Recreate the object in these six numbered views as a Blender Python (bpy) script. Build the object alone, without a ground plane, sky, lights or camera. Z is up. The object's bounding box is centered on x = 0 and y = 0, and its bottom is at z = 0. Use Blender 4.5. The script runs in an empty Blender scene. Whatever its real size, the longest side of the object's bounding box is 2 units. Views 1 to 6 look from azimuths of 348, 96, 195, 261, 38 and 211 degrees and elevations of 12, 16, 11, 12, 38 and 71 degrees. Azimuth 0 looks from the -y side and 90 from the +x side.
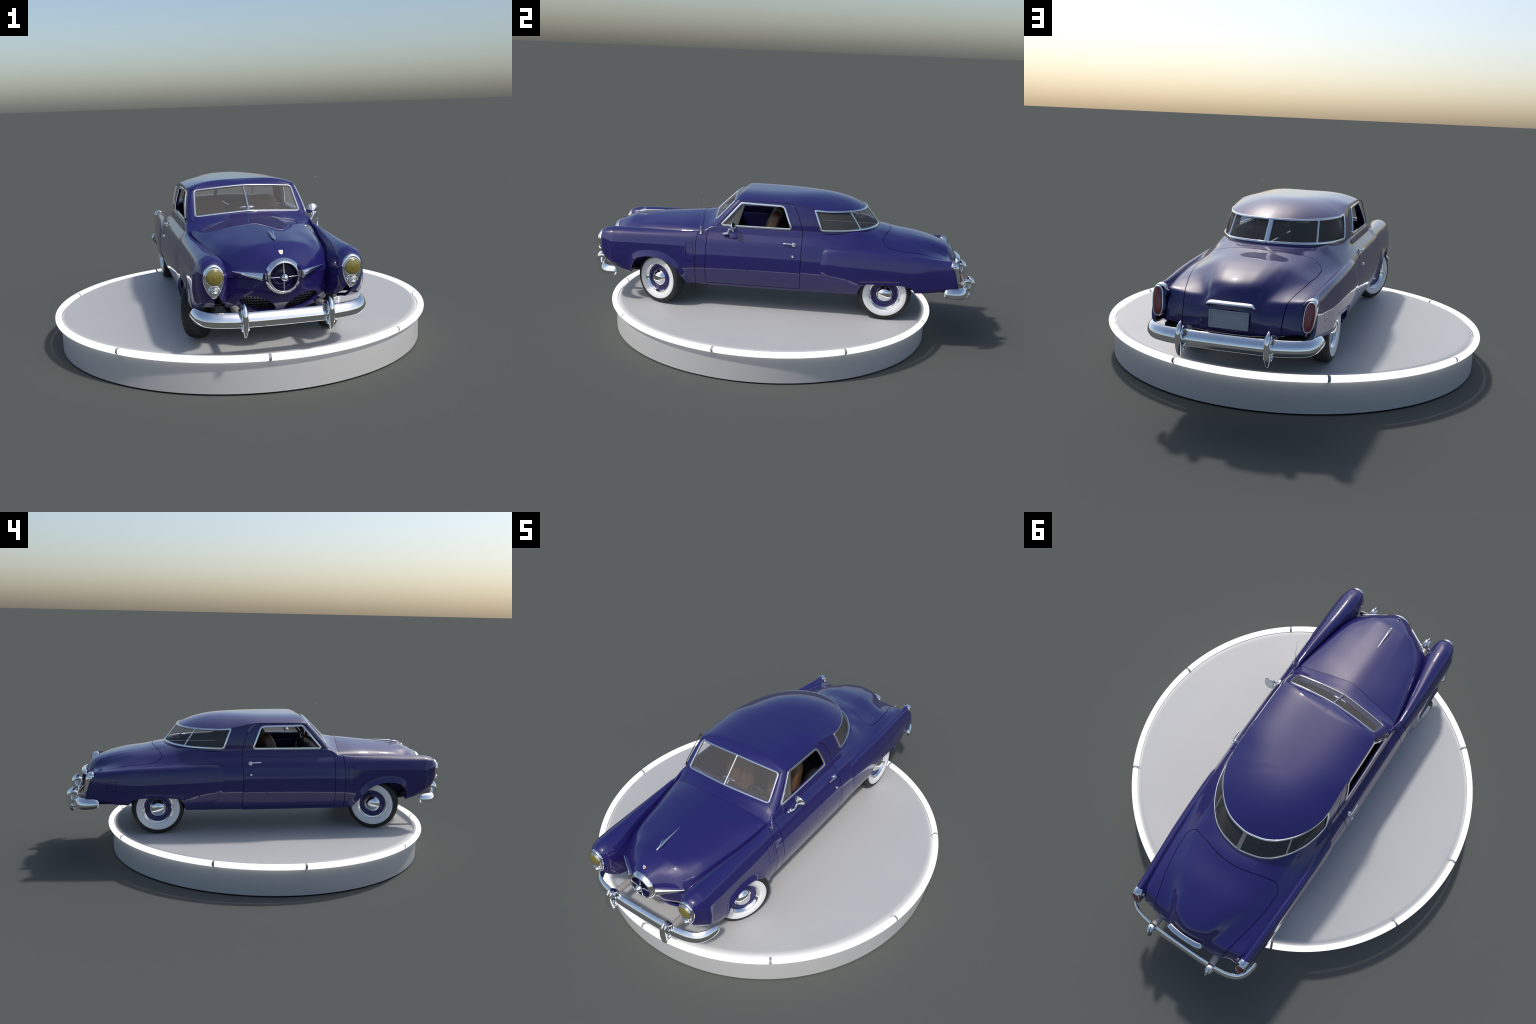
# Two-tone-free, deep blue vintage coupe with a bullet nose, standing on a round
# display turntable that carries a glowing tube around its rim.
import bpy, math
import numpy as np

rng = np.random.default_rng(7)
CAR_X = -0.006            # the car stands a few millimetres off the frame's middle
FLOOR = 0.154             # top of the turntable

# ------------------------------------------------------------------ spline lofts
def akima(t, P, q):
    """C1 interpolation of rows P (n, ...) at knots t, evaluated at q."""
    t = np.asarray(t, float); P = np.asarray(P, float)
    sh = P.shape[1:]; P = P.reshape(len(t), -1); n = len(t)
    d = (P[1:] - P[:-1]) / (t[1:] - t[:-1])[:, None]
    if n == 2:
        w = ((q - t[0]) / (t[1] - t[0]))[:, None]
        return (P[0] * (1 - w) + P[1] * w).reshape((len(q),) + sh)
    e = np.vstack([3 * d[:1] - 2 * d[1:2], 2 * d[:1] - d[1:2], d, 2 * d[-1:] - d[-2:-1], 3 * d[-1:] - 2 * d[-2:-1]])
    w1 = np.abs(e[3:] - e[2:-1]) + np.abs(e[3:] + e[2:-1]) * .5 + 1e-9
    w2 = np.abs(e[1:-2] - e[:-3]) + np.abs(e[1:-2] + e[:-3]) * .5 + 1e-9
    m = (w1 * e[1:-2] + w2 * e[2:-1]) / (w1 + w2)
    i = np.clip(np.searchsorted(t, q, 'right') - 1, 0, n - 2)
    h = (t[i + 1] - t[i])[:, None]; s = ((q - t[i])[:, None]) / h
    r = (P[i] * (1 + 2 * s) * (1 - s) ** 2 + m[i] * h * s * (1 - s) ** 2
         + P[i + 1] * s * s * (3 - 2 * s) + m[i + 1] * h * s * s * (s - 1))
    return r.reshape((len(q),) + sh)

def chord(net, axis):
    d = np.linalg.norm(np.diff(net, axis=axis), axis=-1).mean(axis=1 - axis)
    return np.concatenate([[0], np.cumsum(np.maximum(d, 1e-5))])

def soften(G, n, axes=(0, 1)):
    for _ in range(n):
        for a in axes:
            G = np.moveaxis(G, a, 0).copy()
            G[1:-1] = .25 * G[:-2] + .5 * G[1:-1] + .25 * G[2:]
            G = np.moveaxis(G, 0, a)
    return G

def loft(net, nu, nv, ku=None, kv=None, smooth=2):
    """tensor product surface through a net of control points -> grid of points and parameters"""
    net = np.asarray(net, float)
    ku = chord(net, 0) if ku is None else np.asarray(ku, float)
    kv = chord(net, 1) if kv is None else np.asarray(kv, float)
    qu = np.linspace(ku[0], ku[-1], nu); qv = np.linspace(kv[0], kv[-1], nv)
    G = akima(ku, net, qu)
    G = np.moveaxis(akima(kv, np.moveaxis(G, 1, 0), qv), 0, 1)
    G = soften(G, smooth)
    U, W = np.meshgrid(qu, qv, indexing='ij')
    return G, np.stack([U, W], -1)

def mirror_net(net):
    """half net whose first column lies on x=0 -> full net from -x to +x"""
    net = np.asarray(net, float)
    return np.concatenate([(net * [-1, 1, 1])[:, :0:-1], net], 1)

# ------------------------------------------------------------------ triangle meshes with trimming
class Mesh:
    def __init__(s, V, N, T, A=None):
        s.V, s.N, s.T = np.asarray(V, float), np.asarray(N, float), np.asarray(T, int).reshape(-1, 3)
        s.A = np.zeros((len(s.V), 2)) if A is None else A
    def copy(s): return Mesh(s.V.copy(), s.N.copy(), s.T.copy(), s.A.copy())
    def flip(s): return Mesh(s.V, -s.N, s.T[:, ::-1], s.A)
    def mirror(s): return Mesh(s.V * [-1, 1, 1], s.N * [-1, 1, 1], s.T[:, ::-1], s.A)
    def offset(s, d): return Mesh(s.V + s.N * d, s.N, s.T, s.A)

def join(*ms):
    o, V, N, T, A = 0, [], [], [], []
    for m in ms:
        V.append(m.V); N.append(m.N); T.append(m.T + o); A.append(m.A); o += len(m.V)
    return Mesh(np.vstack(V), np.vstack(N), np.vstack(T), np.vstack(A))

def unit(v): return v / np.maximum(np.linalg.norm(v, axis=-1, keepdims=True), 1e-12)

def from_grid(G, A=None, outward=None, closed_u=False, closed_v=False):
    nu, nv = G.shape[:2]
    def diff(a, closed):
        if closed:
            return np.roll(G, -1, a) - np.roll(G, 1, a)
        return np.gradient(G, axis=a)
    N = unit(np.cross(diff(0, closed_u), diff(1, closed_v)))
    I = np.arange(nu * nv).reshape(nu, nv)
    if closed_u: I = np.vstack([I, I[:1]])
    if closed_v: I = np.hstack([I, I[:, :1]])
    a, b, c, d = I[:-1, :-1].ravel(), I[1:, :-1].ravel(), I[1:, 1:].ravel(), I[:-1, 1:].ravel()
    T = np.concatenate([np.stack([a, b, c], 1), np.stack([a, c, d], 1)])
    V = G.reshape(-1, 3)
    m = Mesh(V, N.reshape(-1, 3), T, None if A is None else A.reshape(-1, 2).astype(float))
    if outward is not None:
        if callable(outward): ref = outward(V)
        else: ref = np.asarray(outward, float)[None] * np.ones((len(V), 1))
        if np.sum(m.N * ref) < 0: m = m.flip()
    return m

def clip(m, f):
    """keep the part of the mesh where f >= 0 (f per vertex)"""
    f = np.where(np.abs(f) < 1e-7, 1e-7, f)
    s = f[m.T] > 0; k = s.sum(1)
    out = [m.T[k == 3]]; edges = []
    def cut(T, odd_in):
        sel = (f[T] > 0) == odd_in
        r = sel.argmax(1); T = np.take_along_axis(T, (r[:, None] + np.arange(3)) % 3, 1)
        return T
    T1 = cut(m.T[k == 1], True); T2 = cut(m.T[k == 2], False)
    E = np.vstack([T1[:, [0, 1]], T1[:, [0, 2]], T2[:, [0, 1]], T2[:, [0, 2]]])
    V, N, A = m.V, m.N, m.A
    if len(E):
        Es = np.sort(E, 1); u, inv = np.unique(Es, axis=0, return_inverse=True); inv = inv.reshape(-1)
        w = (f[u[:, 0]] / (f[u[:, 0]] - f[u[:, 1]]))[:, None]
        base = len(V)
        V = np.vstack([V, V[u[:, 0]] * (1 - w) + V[u[:, 1]] * w])
        N = np.vstack([N, unit(N[u[:, 0]] * (1 - w) + N[u[:, 1]] * w)])
        A = np.vstack([A, A[u[:, 0]] * (1 - w) + A[u[:, 1]] * w])
        n1, n2 = len(T1), len(T2); inv = inv + base
        p, q = inv[:n1], inv[n1:2 * n1]; r, t = inv[2 * n1:2 * n1 + n2], inv[2 * n1 + n2:]
        out += [np.stack([T1[:, 0], p, q], 1), np.stack([r, T2[:, 1], T2[:, 2]], 1), np.stack([r, T2[:, 2], t], 1)]
    T = np.vstack(out)
    used, inv = np.unique(T, return_inverse=True)
    return Mesh(V[used], N[used], inv.reshape(-1, 3), A[used])

def boundary(m):
    E = np.vstack([m.T[:, [0, 1]], m.T[:, [1, 2]], m.T[:, [2, 0]]])
    _, inv, cnt = np.unique(np.sort(E, 1), axis=0, return_inverse=True, return_counts=True)
    return E[cnt[inv.reshape(-1)] == 1]

def flange(m, depth=.006):
    """fold the free edges of a sheet inwards so that it reads as thick sheet metal"""
    E = boundary(m)
    if not len(E): return m
    a, b = E[:, 0], E[:, 1]
    t = unit(m.V[b] - m.V[a]); n = unit(np.cross(t, m.N[a] + m.N[b]))
    V = np.vstack([m.V[a], m.V[b], m.V[b] - m.N[b] * depth, m.V[a] - m.N[a] * depth]); k = len(E); i = np.arange(k)
    T = np.vstack([np.stack([i + k, i, i + 3 * k], 1), np.stack([i + k, i + 3 * k, i + 2 * k], 1)])
    return join(m, Mesh(V, np.vstack([n] * 4), T))

def loops(m):
    E = boundary(m); nxt = dict(zip(E[:, 0].tolist(), E[:, 1].tolist())); res = []
    while nxt:
        s = next(iter(nxt)); path = [s]; c = nxt.pop(s)
        while c != s and c in nxt:
            path.append(c); c = nxt.pop(c)
        res.append(path)
    return sorted(res, key=len, reverse=True)

def inside(P, poly):
    """signed distance to a polygon, positive inside; P (n,2)"""
    poly = np.asarray(poly, float); P = np.asarray(P, float)
    d = np.full(len(P), 1e9); s = np.zeros(len(P), bool)
    for a, b in zip(poly, np.roll(poly, -1, 0)):
        e = b - a; w = P - a
        h = np.clip((w @ e) / (e @ e + 1e-15), 0, 1)
        d = np.minimum(d, np.linalg.norm(w - h[:, None] * e, axis=1))
        c1 = (P[:, 1] >= a[1]) != (P[:, 1] >= b[1])
        with np.errstate(divide='ignore', invalid='ignore'):
            xx = a[0] + (P[:, 1] - a[1]) * e[0] / (e[1] if abs(e[1]) > 1e-12 else 1e-12)
        s ^= c1 & (P[:, 0] < xx)
    return np.where(s, d, -d)

def rounded(pts, radii, n=7):
    pts = np.asarray(pts, float); out = []
    if np.isscalar(radii): radii = [radii] * len(pts)
    for i, r in enumerate(radii):
        p, a, b = pts[i], pts[i - 1], pts[(i + 1) % len(pts)]
        if r <= 0: out.append(p); continue
        u, v = unit(a - p), unit(b - p)
        k = min(r / max(math.tan(math.acos(np.clip(u @ v, -1, 1)) / 2), 1e-3), .48 * np.linalg.norm(a - p), .48 * np.linalg.norm(b - p))
        for t in np.linspace(0, 1, n):
            out.append((p + u * k) * (1 - t) ** 2 + 2 * p * t * (1 - t) + (p + v * k) * t * t)
    return np.array(out)

def curve(pts, n):
    pts = np.asarray(pts, float)
    t = np.concatenate([[0], np.cumsum(np.linalg.norm(np.diff(pts, axis=0), axis=1))])
    return akima(t, pts, np.linspace(0, t[-1], n))

def even(path, step, closed=False):
    P = np.asarray(path, float)
    if closed: P = np.vstack([P, P[:1]])
    t = np.concatenate([[0], np.cumsum(np.linalg.norm(np.diff(P, axis=0), axis=1))])
    q = np.linspace(0, t[-1], max(int(t[-1] / step), 3) + 1)
    R = np.stack([np.interp(q, t, P[:, k]) for k in range(P.shape[1])], 1)
    return R[:-1] if closed else R

def sweep(path, section, up, closed=False, scale=None, cap=True):
    """section (k,2) carried along path; first section axis is sideways, second is 'up'"""
    P = np.asarray(path, float); n = len(P)
    t = unit(np.roll(P, -1, 0) - np.roll(P, 1, 0)) if closed else unit(np.gradient(P, axis=0))
    up = np.asarray(up, float) * np.ones((n, 1)) if np.ndim(up) == 1 else np.asarray(up)
    side = unit(np.cross(t, up)); u = np.cross(side, t)
    sc = np.ones((n, 2)) if scale is None else np.asarray(scale, float)
    S = np.asarray(section, float)
    G = P[:, None] + side[:, None] * (S[None, :, 0] * sc[:, :1])[..., None] + u[:, None] * (S[None, :, 1] * sc[:, 1:])[..., None]
    m = from_grid(G, closed_u=closed, closed_v=True, outward=None)
    c = np.repeat(P, len(S), 0)
    if np.sum(m.N * (m.V - c)) < 0: m = m.flip()
    if cap and not closed:
        parts = [m]
        for e, sgn in ((0, -1), (n - 1, 1)):
            ring = G[e]; k = len(S); ctr = ring.mean(0)
            V = np.vstack([ring, ctr]); i = np.arange(k)
            cm = Mesh(V, np.repeat((t[e] * sgn)[None], k + 1, 0), np.stack([i, (i + 1) % k, np.full(k, k)], 1))
            fn = np.cross(V[cm.T[0, 1]] - V[cm.T[0, 0]], V[cm.T[0, 2]] - V[cm.T[0, 0]])
            if fn @ (t[e] * sgn) < 0: cm.T = cm.T[:, ::-1]
            parts.append(cm)
        m = join(*parts)
    return m

def ellipse(a, b, n=16, p=2.0):
    th = np.linspace(0, 2 * np.pi, n, endpoint=False); c, s = np.cos(th), np.sin(th)
    return np.stack([a * np.sign(c) * np.abs(c) ** (2 / p), b * np.sign(s) * np.abs(s) ** (2 / p)], 1)

def tube(path, r, up=(0, 0, 1), n=12, closed=False, scale=None):
    return sweep(path, ellipse(r, r, n), np.array(up, float), closed, scale)

def lathe(profile, centre, axis, n=96, smooth_by=None):
    """profile of (radius, height along axis) turned about axis"""
    axis = unit(np.array(axis, float)); ref = np.array([0, 0, 1.]) if abs(axis[2]) < .9 else np.array([1., 0, 0])
    e1 = unit(np.cross(axis, ref)); e2 = np.cross(axis, e1)
    th = np.linspace(0, 2 * np.pi, n, endpoint=False)
    pr = np.asarray(profile, float)
    R = np.cos(th)[:, None] * e1 + np.sin(th)[:, None] * e2
    G = np.asarray(centre, float) + pr[None, :, :1] * R[:, None] + pr[None, :, 1:] * axis
    m = from_grid(G, closed_u=True)
    # normals from the profile itself; orient by walking direction (profile runs so that outside is on its right)
    d = np.gradient(pr, axis=0); nr = unit(np.stack([d[:, 1], -d[:, 0]], 1))
    N = nr[None, :, :1] * R[:, None] + nr[None, :, 1:] * axis
    m.N = N.reshape(-1, 3)
    fn = np.cross(m.V[m.T[:, 1]] - m.V[m.T[:, 0]], m.V[m.T[:, 2]] - m.V[m.T[:, 0]])
    if np.sum(fn * m.N[m.T].mean(1)) < 0: m.T = m.T[:, ::-1]
    return m

def bevelled(profile, r=.0015, n=4):
    """round the corners of an open profile line"""
    P = np.asarray(profile, float); out = [P[0]]
    for a, p, b in zip(P[:-2], P[1:-1], P[2:]):
        u, v = a - p, b - p; lu, lv = np.linalg.norm(u), np.linalg.norm(v)
        k = min(r, .45 * lu, .45 * lv)
        for t in np.linspace(0, 1, n):
            out.append((p + u / lu * k) * (1 - t) ** 2 + 2 * p * t * (1 - t) + (p + v / lv * k) * t * t)
    out.append(P[-1]); return np.array(out)

def ball(c, r, nu=28, nv=16, axes=None):
    th = np.linspace(0, 2 * np.pi, nu, endpoint=False); ph = np.linspace(.001, np.pi - .001, nv)
    D = np.stack([np.sin(ph)[None] * np.cos(th)[:, None], np.sin(ph)[None] * np.sin(th)[:, None], np.cos(ph)[None] * np.ones((nu, 1))], -1)
    r = np.asarray(r, float) * np.ones(3)
    G = D * r
    N = unit(D / r)
    if axes is not None: G = G @ np.asarray(axes); N = N @ np.asarray(axes)
    m = from_grid(G + np.asarray(c, float), closed_u=True); m.N = N.reshape(-1, 3)
    fn = np.cross(m.V[m.T[:, 1]] - m.V[m.T[:, 0]], m.V[m.T[:, 2]] - m.V[m.T[:, 0]])
    if np.sum(fn * m.N[m.T].mean(1)) < 0: m.T = m.T[:, ::-1]
    return m

def superbox(c, half, p=5.0, nu=40, nv=24, axes=None):
    """box with generously rounded edges"""
    th = np.linspace(0, 2 * np.pi, nu, endpoint=False); ph = np.linspace(-np.pi / 2, np.pi / 2, nv)
    f = lambda x: np.where(np.abs(x) < 1e-9, 0, np.sign(x) * np.abs(x) ** (2 / p))
    G = np.stack([f(np.cos(ph))[None] * f(np.cos(th))[:, None], f(np.cos(ph))[None] * f(np.sin(th))[:, None], f(np.sin(ph))[None] * np.ones((nu, 1))], -1) * np.asarray(half, float)
    N = np.stack([np.sign(G[..., k]) * np.abs(G[..., k] / half[k]) ** (p - 1) / half[k] for k in range(3)], -1)
    if axes is not None: G = G @ np.asarray(axes); N = N @ np.asarray(axes)
    m = from_grid(G + np.asarray(c, float), closed_u=True); m.N = unit(N).reshape(-1, 3)
    fn = np.cross(m.V[m.T[:, 1]] - m.V[m.T[:, 0]], m.V[m.T[:, 2]] - m.V[m.T[:, 0]])
    if np.sum(fn * m.N[m.T].mean(1)) < 0: m.T = m.T[:, ::-1]
    return m

def slab(poly3, normal, thick):
    """flat polygon given a thickness"""
    P = np.asarray(poly3, float); n = unit(np.asarray(normal, float)); k = len(P); c = P.mean(0)
    parts = []
    for off, s in ((thick / 2, 1), (-thick / 2, -1)):
        V = np.vstack([P, c]) + n * off; i = np.arange(k)
        T = np.stack([i, (i + 1) % k, np.full(k, k)], 1)
        fn = np.cross(V[T[:, 1]] - V[T[:, 0]], V[T[:, 2]] - V[T[:, 0]]).sum(0)
        if fn @ (n * s) < 0: T = T[:, ::-1]
        parts.append(Mesh(V, np.repeat((n * s)[None], k + 1, 0), T))
    for a, b in zip(P, np.roll(P, -1, 0)):
        nn = unit(np.cross(b - a, n)); 
        if nn @ ((a + b) / 2 - c) < 0: nn = -nn
        V = np.array([a + n * thick / 2, b + n * thick / 2, b - n * thick / 2, a - n * thick / 2]); T = np.array([[0, 1, 2], [0, 2, 3]])
        if np.cross(V[1] - V[0], V[2] - V[0]) @ nn < 0: T = T[:, ::-1]
        parts.append(Mesh(V, np.repeat(nn[None], 4, 0), T))
    return join(*parts)

# ------------------------------------------------------------------ materials
def material(name, base=(.5, .5, .5), rough=.5, metal=0., **kw):
    m = bpy.data.materials.new(name); m.use_nodes = True
    b = m.node_tree.nodes['Principled BSDF']
    b.inputs['Base Color'].default_value = (*base, 1); b.inputs['Roughness'].default_value = rough; b.inputs['Metallic'].default_value = metal
    for k, v in kw.items(): b.inputs[k.replace('_', ' ')].default_value = v
    return m

def grain(m, scale, low, high, stretch=(1, 1, 1), rough=None, bump=0., detail=4):
    """fine colour variation, on object coordinates"""
    t = m.node_tree; b = t.nodes['Principled BSDF']; L = t.links.new
    c = t.nodes.new('ShaderNodeTexCoord'); mp = t.nodes.new('ShaderNodeMapping'); mp.inputs['Scale'].default_value = stretch
    n = t.nodes.new('ShaderNodeTexNoise'); n.inputs['Scale'].default_value = scale; n.inputs['Detail'].default_value = detail
    r = t.nodes.new('ShaderNodeValToRGB'); r.color_ramp.elements[0].color = (*low, 1); r.color_ramp.elements[1].color = (*high, 1)
    r.color_ramp.elements[0].position = .3; r.color_ramp.elements[1].position = .7
    L(c.outputs['Object'], mp.inputs['Vector']); L(mp.outputs['Vector'], n.inputs['Vector']); L(n.outputs['Fac'], r.inputs['Fac']); L(r.outputs['Color'], b.inputs['Base Color'])
    if bump:
        k = t.nodes.new('ShaderNodeBump'); k.inputs['Strength'].default_value = bump; k.inputs['Distance'].default_value = .002
        L(n.outputs['Fac'], k.inputs['Height']); L(k.outputs['Normal'], b.inputs['Normal'])
    return m

PAINT = material('deep_blue_paint', (.013, .010, .106), .42, 0., Specular_IOR_Level=.2, Coat_Weight=1.0, Coat_Roughness=.0, Coat_IOR=1.55)
grain(PAINT, 9, (.0126, .0097, .103), (.0134, .0103, .109))
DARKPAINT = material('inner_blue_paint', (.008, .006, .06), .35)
CHROME = material('chrome', (.88, .89, .90), .0, 1.0)
SATIN = material('satin_chrome', (.55, .58, .62), .22, 1.0)
MESH = material('grille_metal', (.30, .30, .33), .3, .9)
STEEL = material('pale_steel_pipe', (.42, .40, .38), .45, .3)
RUBBER = grain(material('tyre_rubber', (.012, .012, .012), .62), 60, (.010, .010, .010), (.017, .017, .016))
WHITEWALL = grain(material('white_rubber', (.74, .74, .74), .45), 40, (.72, .72, .72), (.76, .76, .76))
BLACK = material('black_trim', (.006, .006, .007), .5)
GAP = material('dark_cavity', (.004, .004, .006), .8)
LEATHER = grain(material('brown_leather', (.115, .062, .034), .5), 90, (.105, .056, .031), (.125, .068, .037), bump=.15)
CARPET = grain(material('dark_carpet', (.015, .014, .016), .9), 200, (.011, .010, .012), (.02, .019, .022))
LENS = material('amber_headlamp_glass', (.17, .145, .028), .25, Coat_Weight=.6, Coat_Roughness=.05)
RED = material('ruby_tail_lens', (.20, .026, .036), .3, Coat_Weight=.4, Coat_Roughness=.05)
PLATE = material('blank_plate_grey', (.33, .36, .385), .5)
DRUM = grain(material('turntable_white', (.46, .46, .458), .55), 5, (.453, .453, .451), (.467, .467, .465))
SOCKET = material('grey_tube_socket', (.30, .30, .32), .5)
ENAMEL_WHITE = material('white_enamel', (.75, .73, .7), .3); ENAMEL_RED = material('red_enamel', (.5, .02, .02), .3); GOLD = material('gold_enamel', (.55, .33, .06), .3, .6)

def glass(name, tint, veil, fac):
    m = bpy.data.materials.new(name); m.use_nodes = True; t = m.node_tree; t.nodes.clear(); L = t.links.new
    o = t.nodes.new('ShaderNodeOutputMaterial'); a = t.nodes.new('ShaderNodeBsdfTransparent'); a.inputs[0].default_value = (*tint, 1)
    b = t.nodes.new('ShaderNodeBsdfPrincipled'); b.inputs['Base Color'].default_value = (*veil, 1); b.inputs['Roughness'].default_value = .04
    f = t.nodes.new('ShaderNodeFresnel'); f.inputs['IOR'].default_value = 1.02
    ad = t.nodes.new('ShaderNodeMath'); ad.operation = 'ADD'; ad.use_clamp = True; ad.inputs[1].default_value = fac
    mx = t.nodes.new('ShaderNodeMixShader')
    L(f.outputs[0], ad.inputs[0]); L(ad.outputs[0], mx.inputs[0]); L(a.outputs[0], mx.inputs[1]); L(b.outputs[0], mx.inputs[2]); L(mx.outputs[0], o.inputs[0])
    return m
GLASS = glass('pale_grey_glass', (.93, .93, .93), (.36, .35, .34), .19)  # nearly clear panes with a pale grey diffuse share mixed in

def glow():
    m = bpy.data.materials.new('glowing_tube'); m.use_nodes = True
    b = m.node_tree.nodes['Principled BSDF']
    b.inputs['Base Color'].default_value = (.25, .25, .25, 1); b.inputs['Emission Color'].default_value = (1, 1, 1, 1); b.inputs['Emission Strength'].default_value = 1.35
    return m
GLOW = glow()

# ------------------------------------------------------------------ scene graph
COLL = bpy.context.scene.collection
ORIGIN = {}
def thing(name, loc, label, category):
    e = bpy.data.objects.new(name, None); e.location = loc; COLL.objects.link(e)
    e['label'] = label; e['category'] = category; ORIGIN[e.name] = np.array(loc, float); return e

def add(name, m, mat, parent, kind=None, mats=None, mat_of=None):
    """mesh object in world coordinates, stored relative to its parent's origin"""
    o = ORIGIN[parent.name]
    me = bpy.data.meshes.new(name)
    V = m.V - o
    me.from_pydata(V.tolist(), [], m.T.tolist()); me.update()
    me.shade_smooth()
    me.normals_split_custom_set_from_vertices(m.N.tolist())
    me.materials.append(mat)
    ob = bpy.data.objects.new(name, me); COLL.objects.link(ob); ob.parent = parent
    ORIGIN[ob.name] = o                       # children share the same origin
    if kind: ob['kind'] = kind
    return ob

def car_frame(m): return Mesh(m.V + [CAR_X, 0, 0], m.N, m.T, m.A)

car = thing('vintage_car', (CAR_X, 0, FLOOR), 'deep blue vintage coupe with chrome bullet nose', 'car')
table = thing('display_turntable', (0, -.063, 0), 'round white display turntable with glowing rim tube', 'turntable')

def part(name, m, mat, parent=car, kind=None): return add(name, car_frame(m), mat, parent, kind)
def pair(name, m, mat, parent=car):
    a = part(name, m, mat, parent); b = part(name, m.mirror(), mat, parent); return a, b

# ================================================================== TURNTABLE
C = (0, -.063, 0)
R_D = .834
edge = [(R_D - .030 + .030 * math.cos(a), FLOOR - .030 + .030 * math.sin(a)) for a in np.linspace(0, np.pi / 2, 14)]
drum = lathe([(R_D, .004)] + [(R_D, z) for z in (.05, .10, FLOOR - .031)] + edge + [(r, FLOOR) for r in (.79, .6, .4, .2, .0005)], C, (0, 0, 1), 320)
add('drum', drum, DRUM, table)
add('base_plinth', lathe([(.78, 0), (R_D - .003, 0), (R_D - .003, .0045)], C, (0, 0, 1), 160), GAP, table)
def arc_tube(a0, a1, R, r, z):
    th = np.radians(np.linspace(a0, a1, max(int(abs(a1 - a0) * 1.2), 4)))
    return sweep(np.stack([R * np.cos(th), C[1] + R * np.sin(th), np.full(len(th), z)], 1), ellipse(r, r, 20), np.array([0, 0, 1.]))
joints = [-52.7 + 41.4 * i for i in range(6)] + [183.0, 224.4, 265.8]
for i, a in enumerate(joints):
    b = joints[i + 1] if i + 1 < len(joints) else joints[0] + 360
    add('glowing_tube', arc_tube(a + .40, b - .40, .8454, .0136, .1455), GLOW, table)
    add('tube_socket', arc_tube(a - .48, a + .48, .8454, .0128, .1455), SOCKET, table)
    ra = math.radians(a); d = np.array([math.cos(ra), math.sin(ra), 0])
    add('tube_bracket', tube([d * .80 + [0, C[1], .138], d * .840 + [0, C[1], .142]], .004), SOCKET, table)

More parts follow.
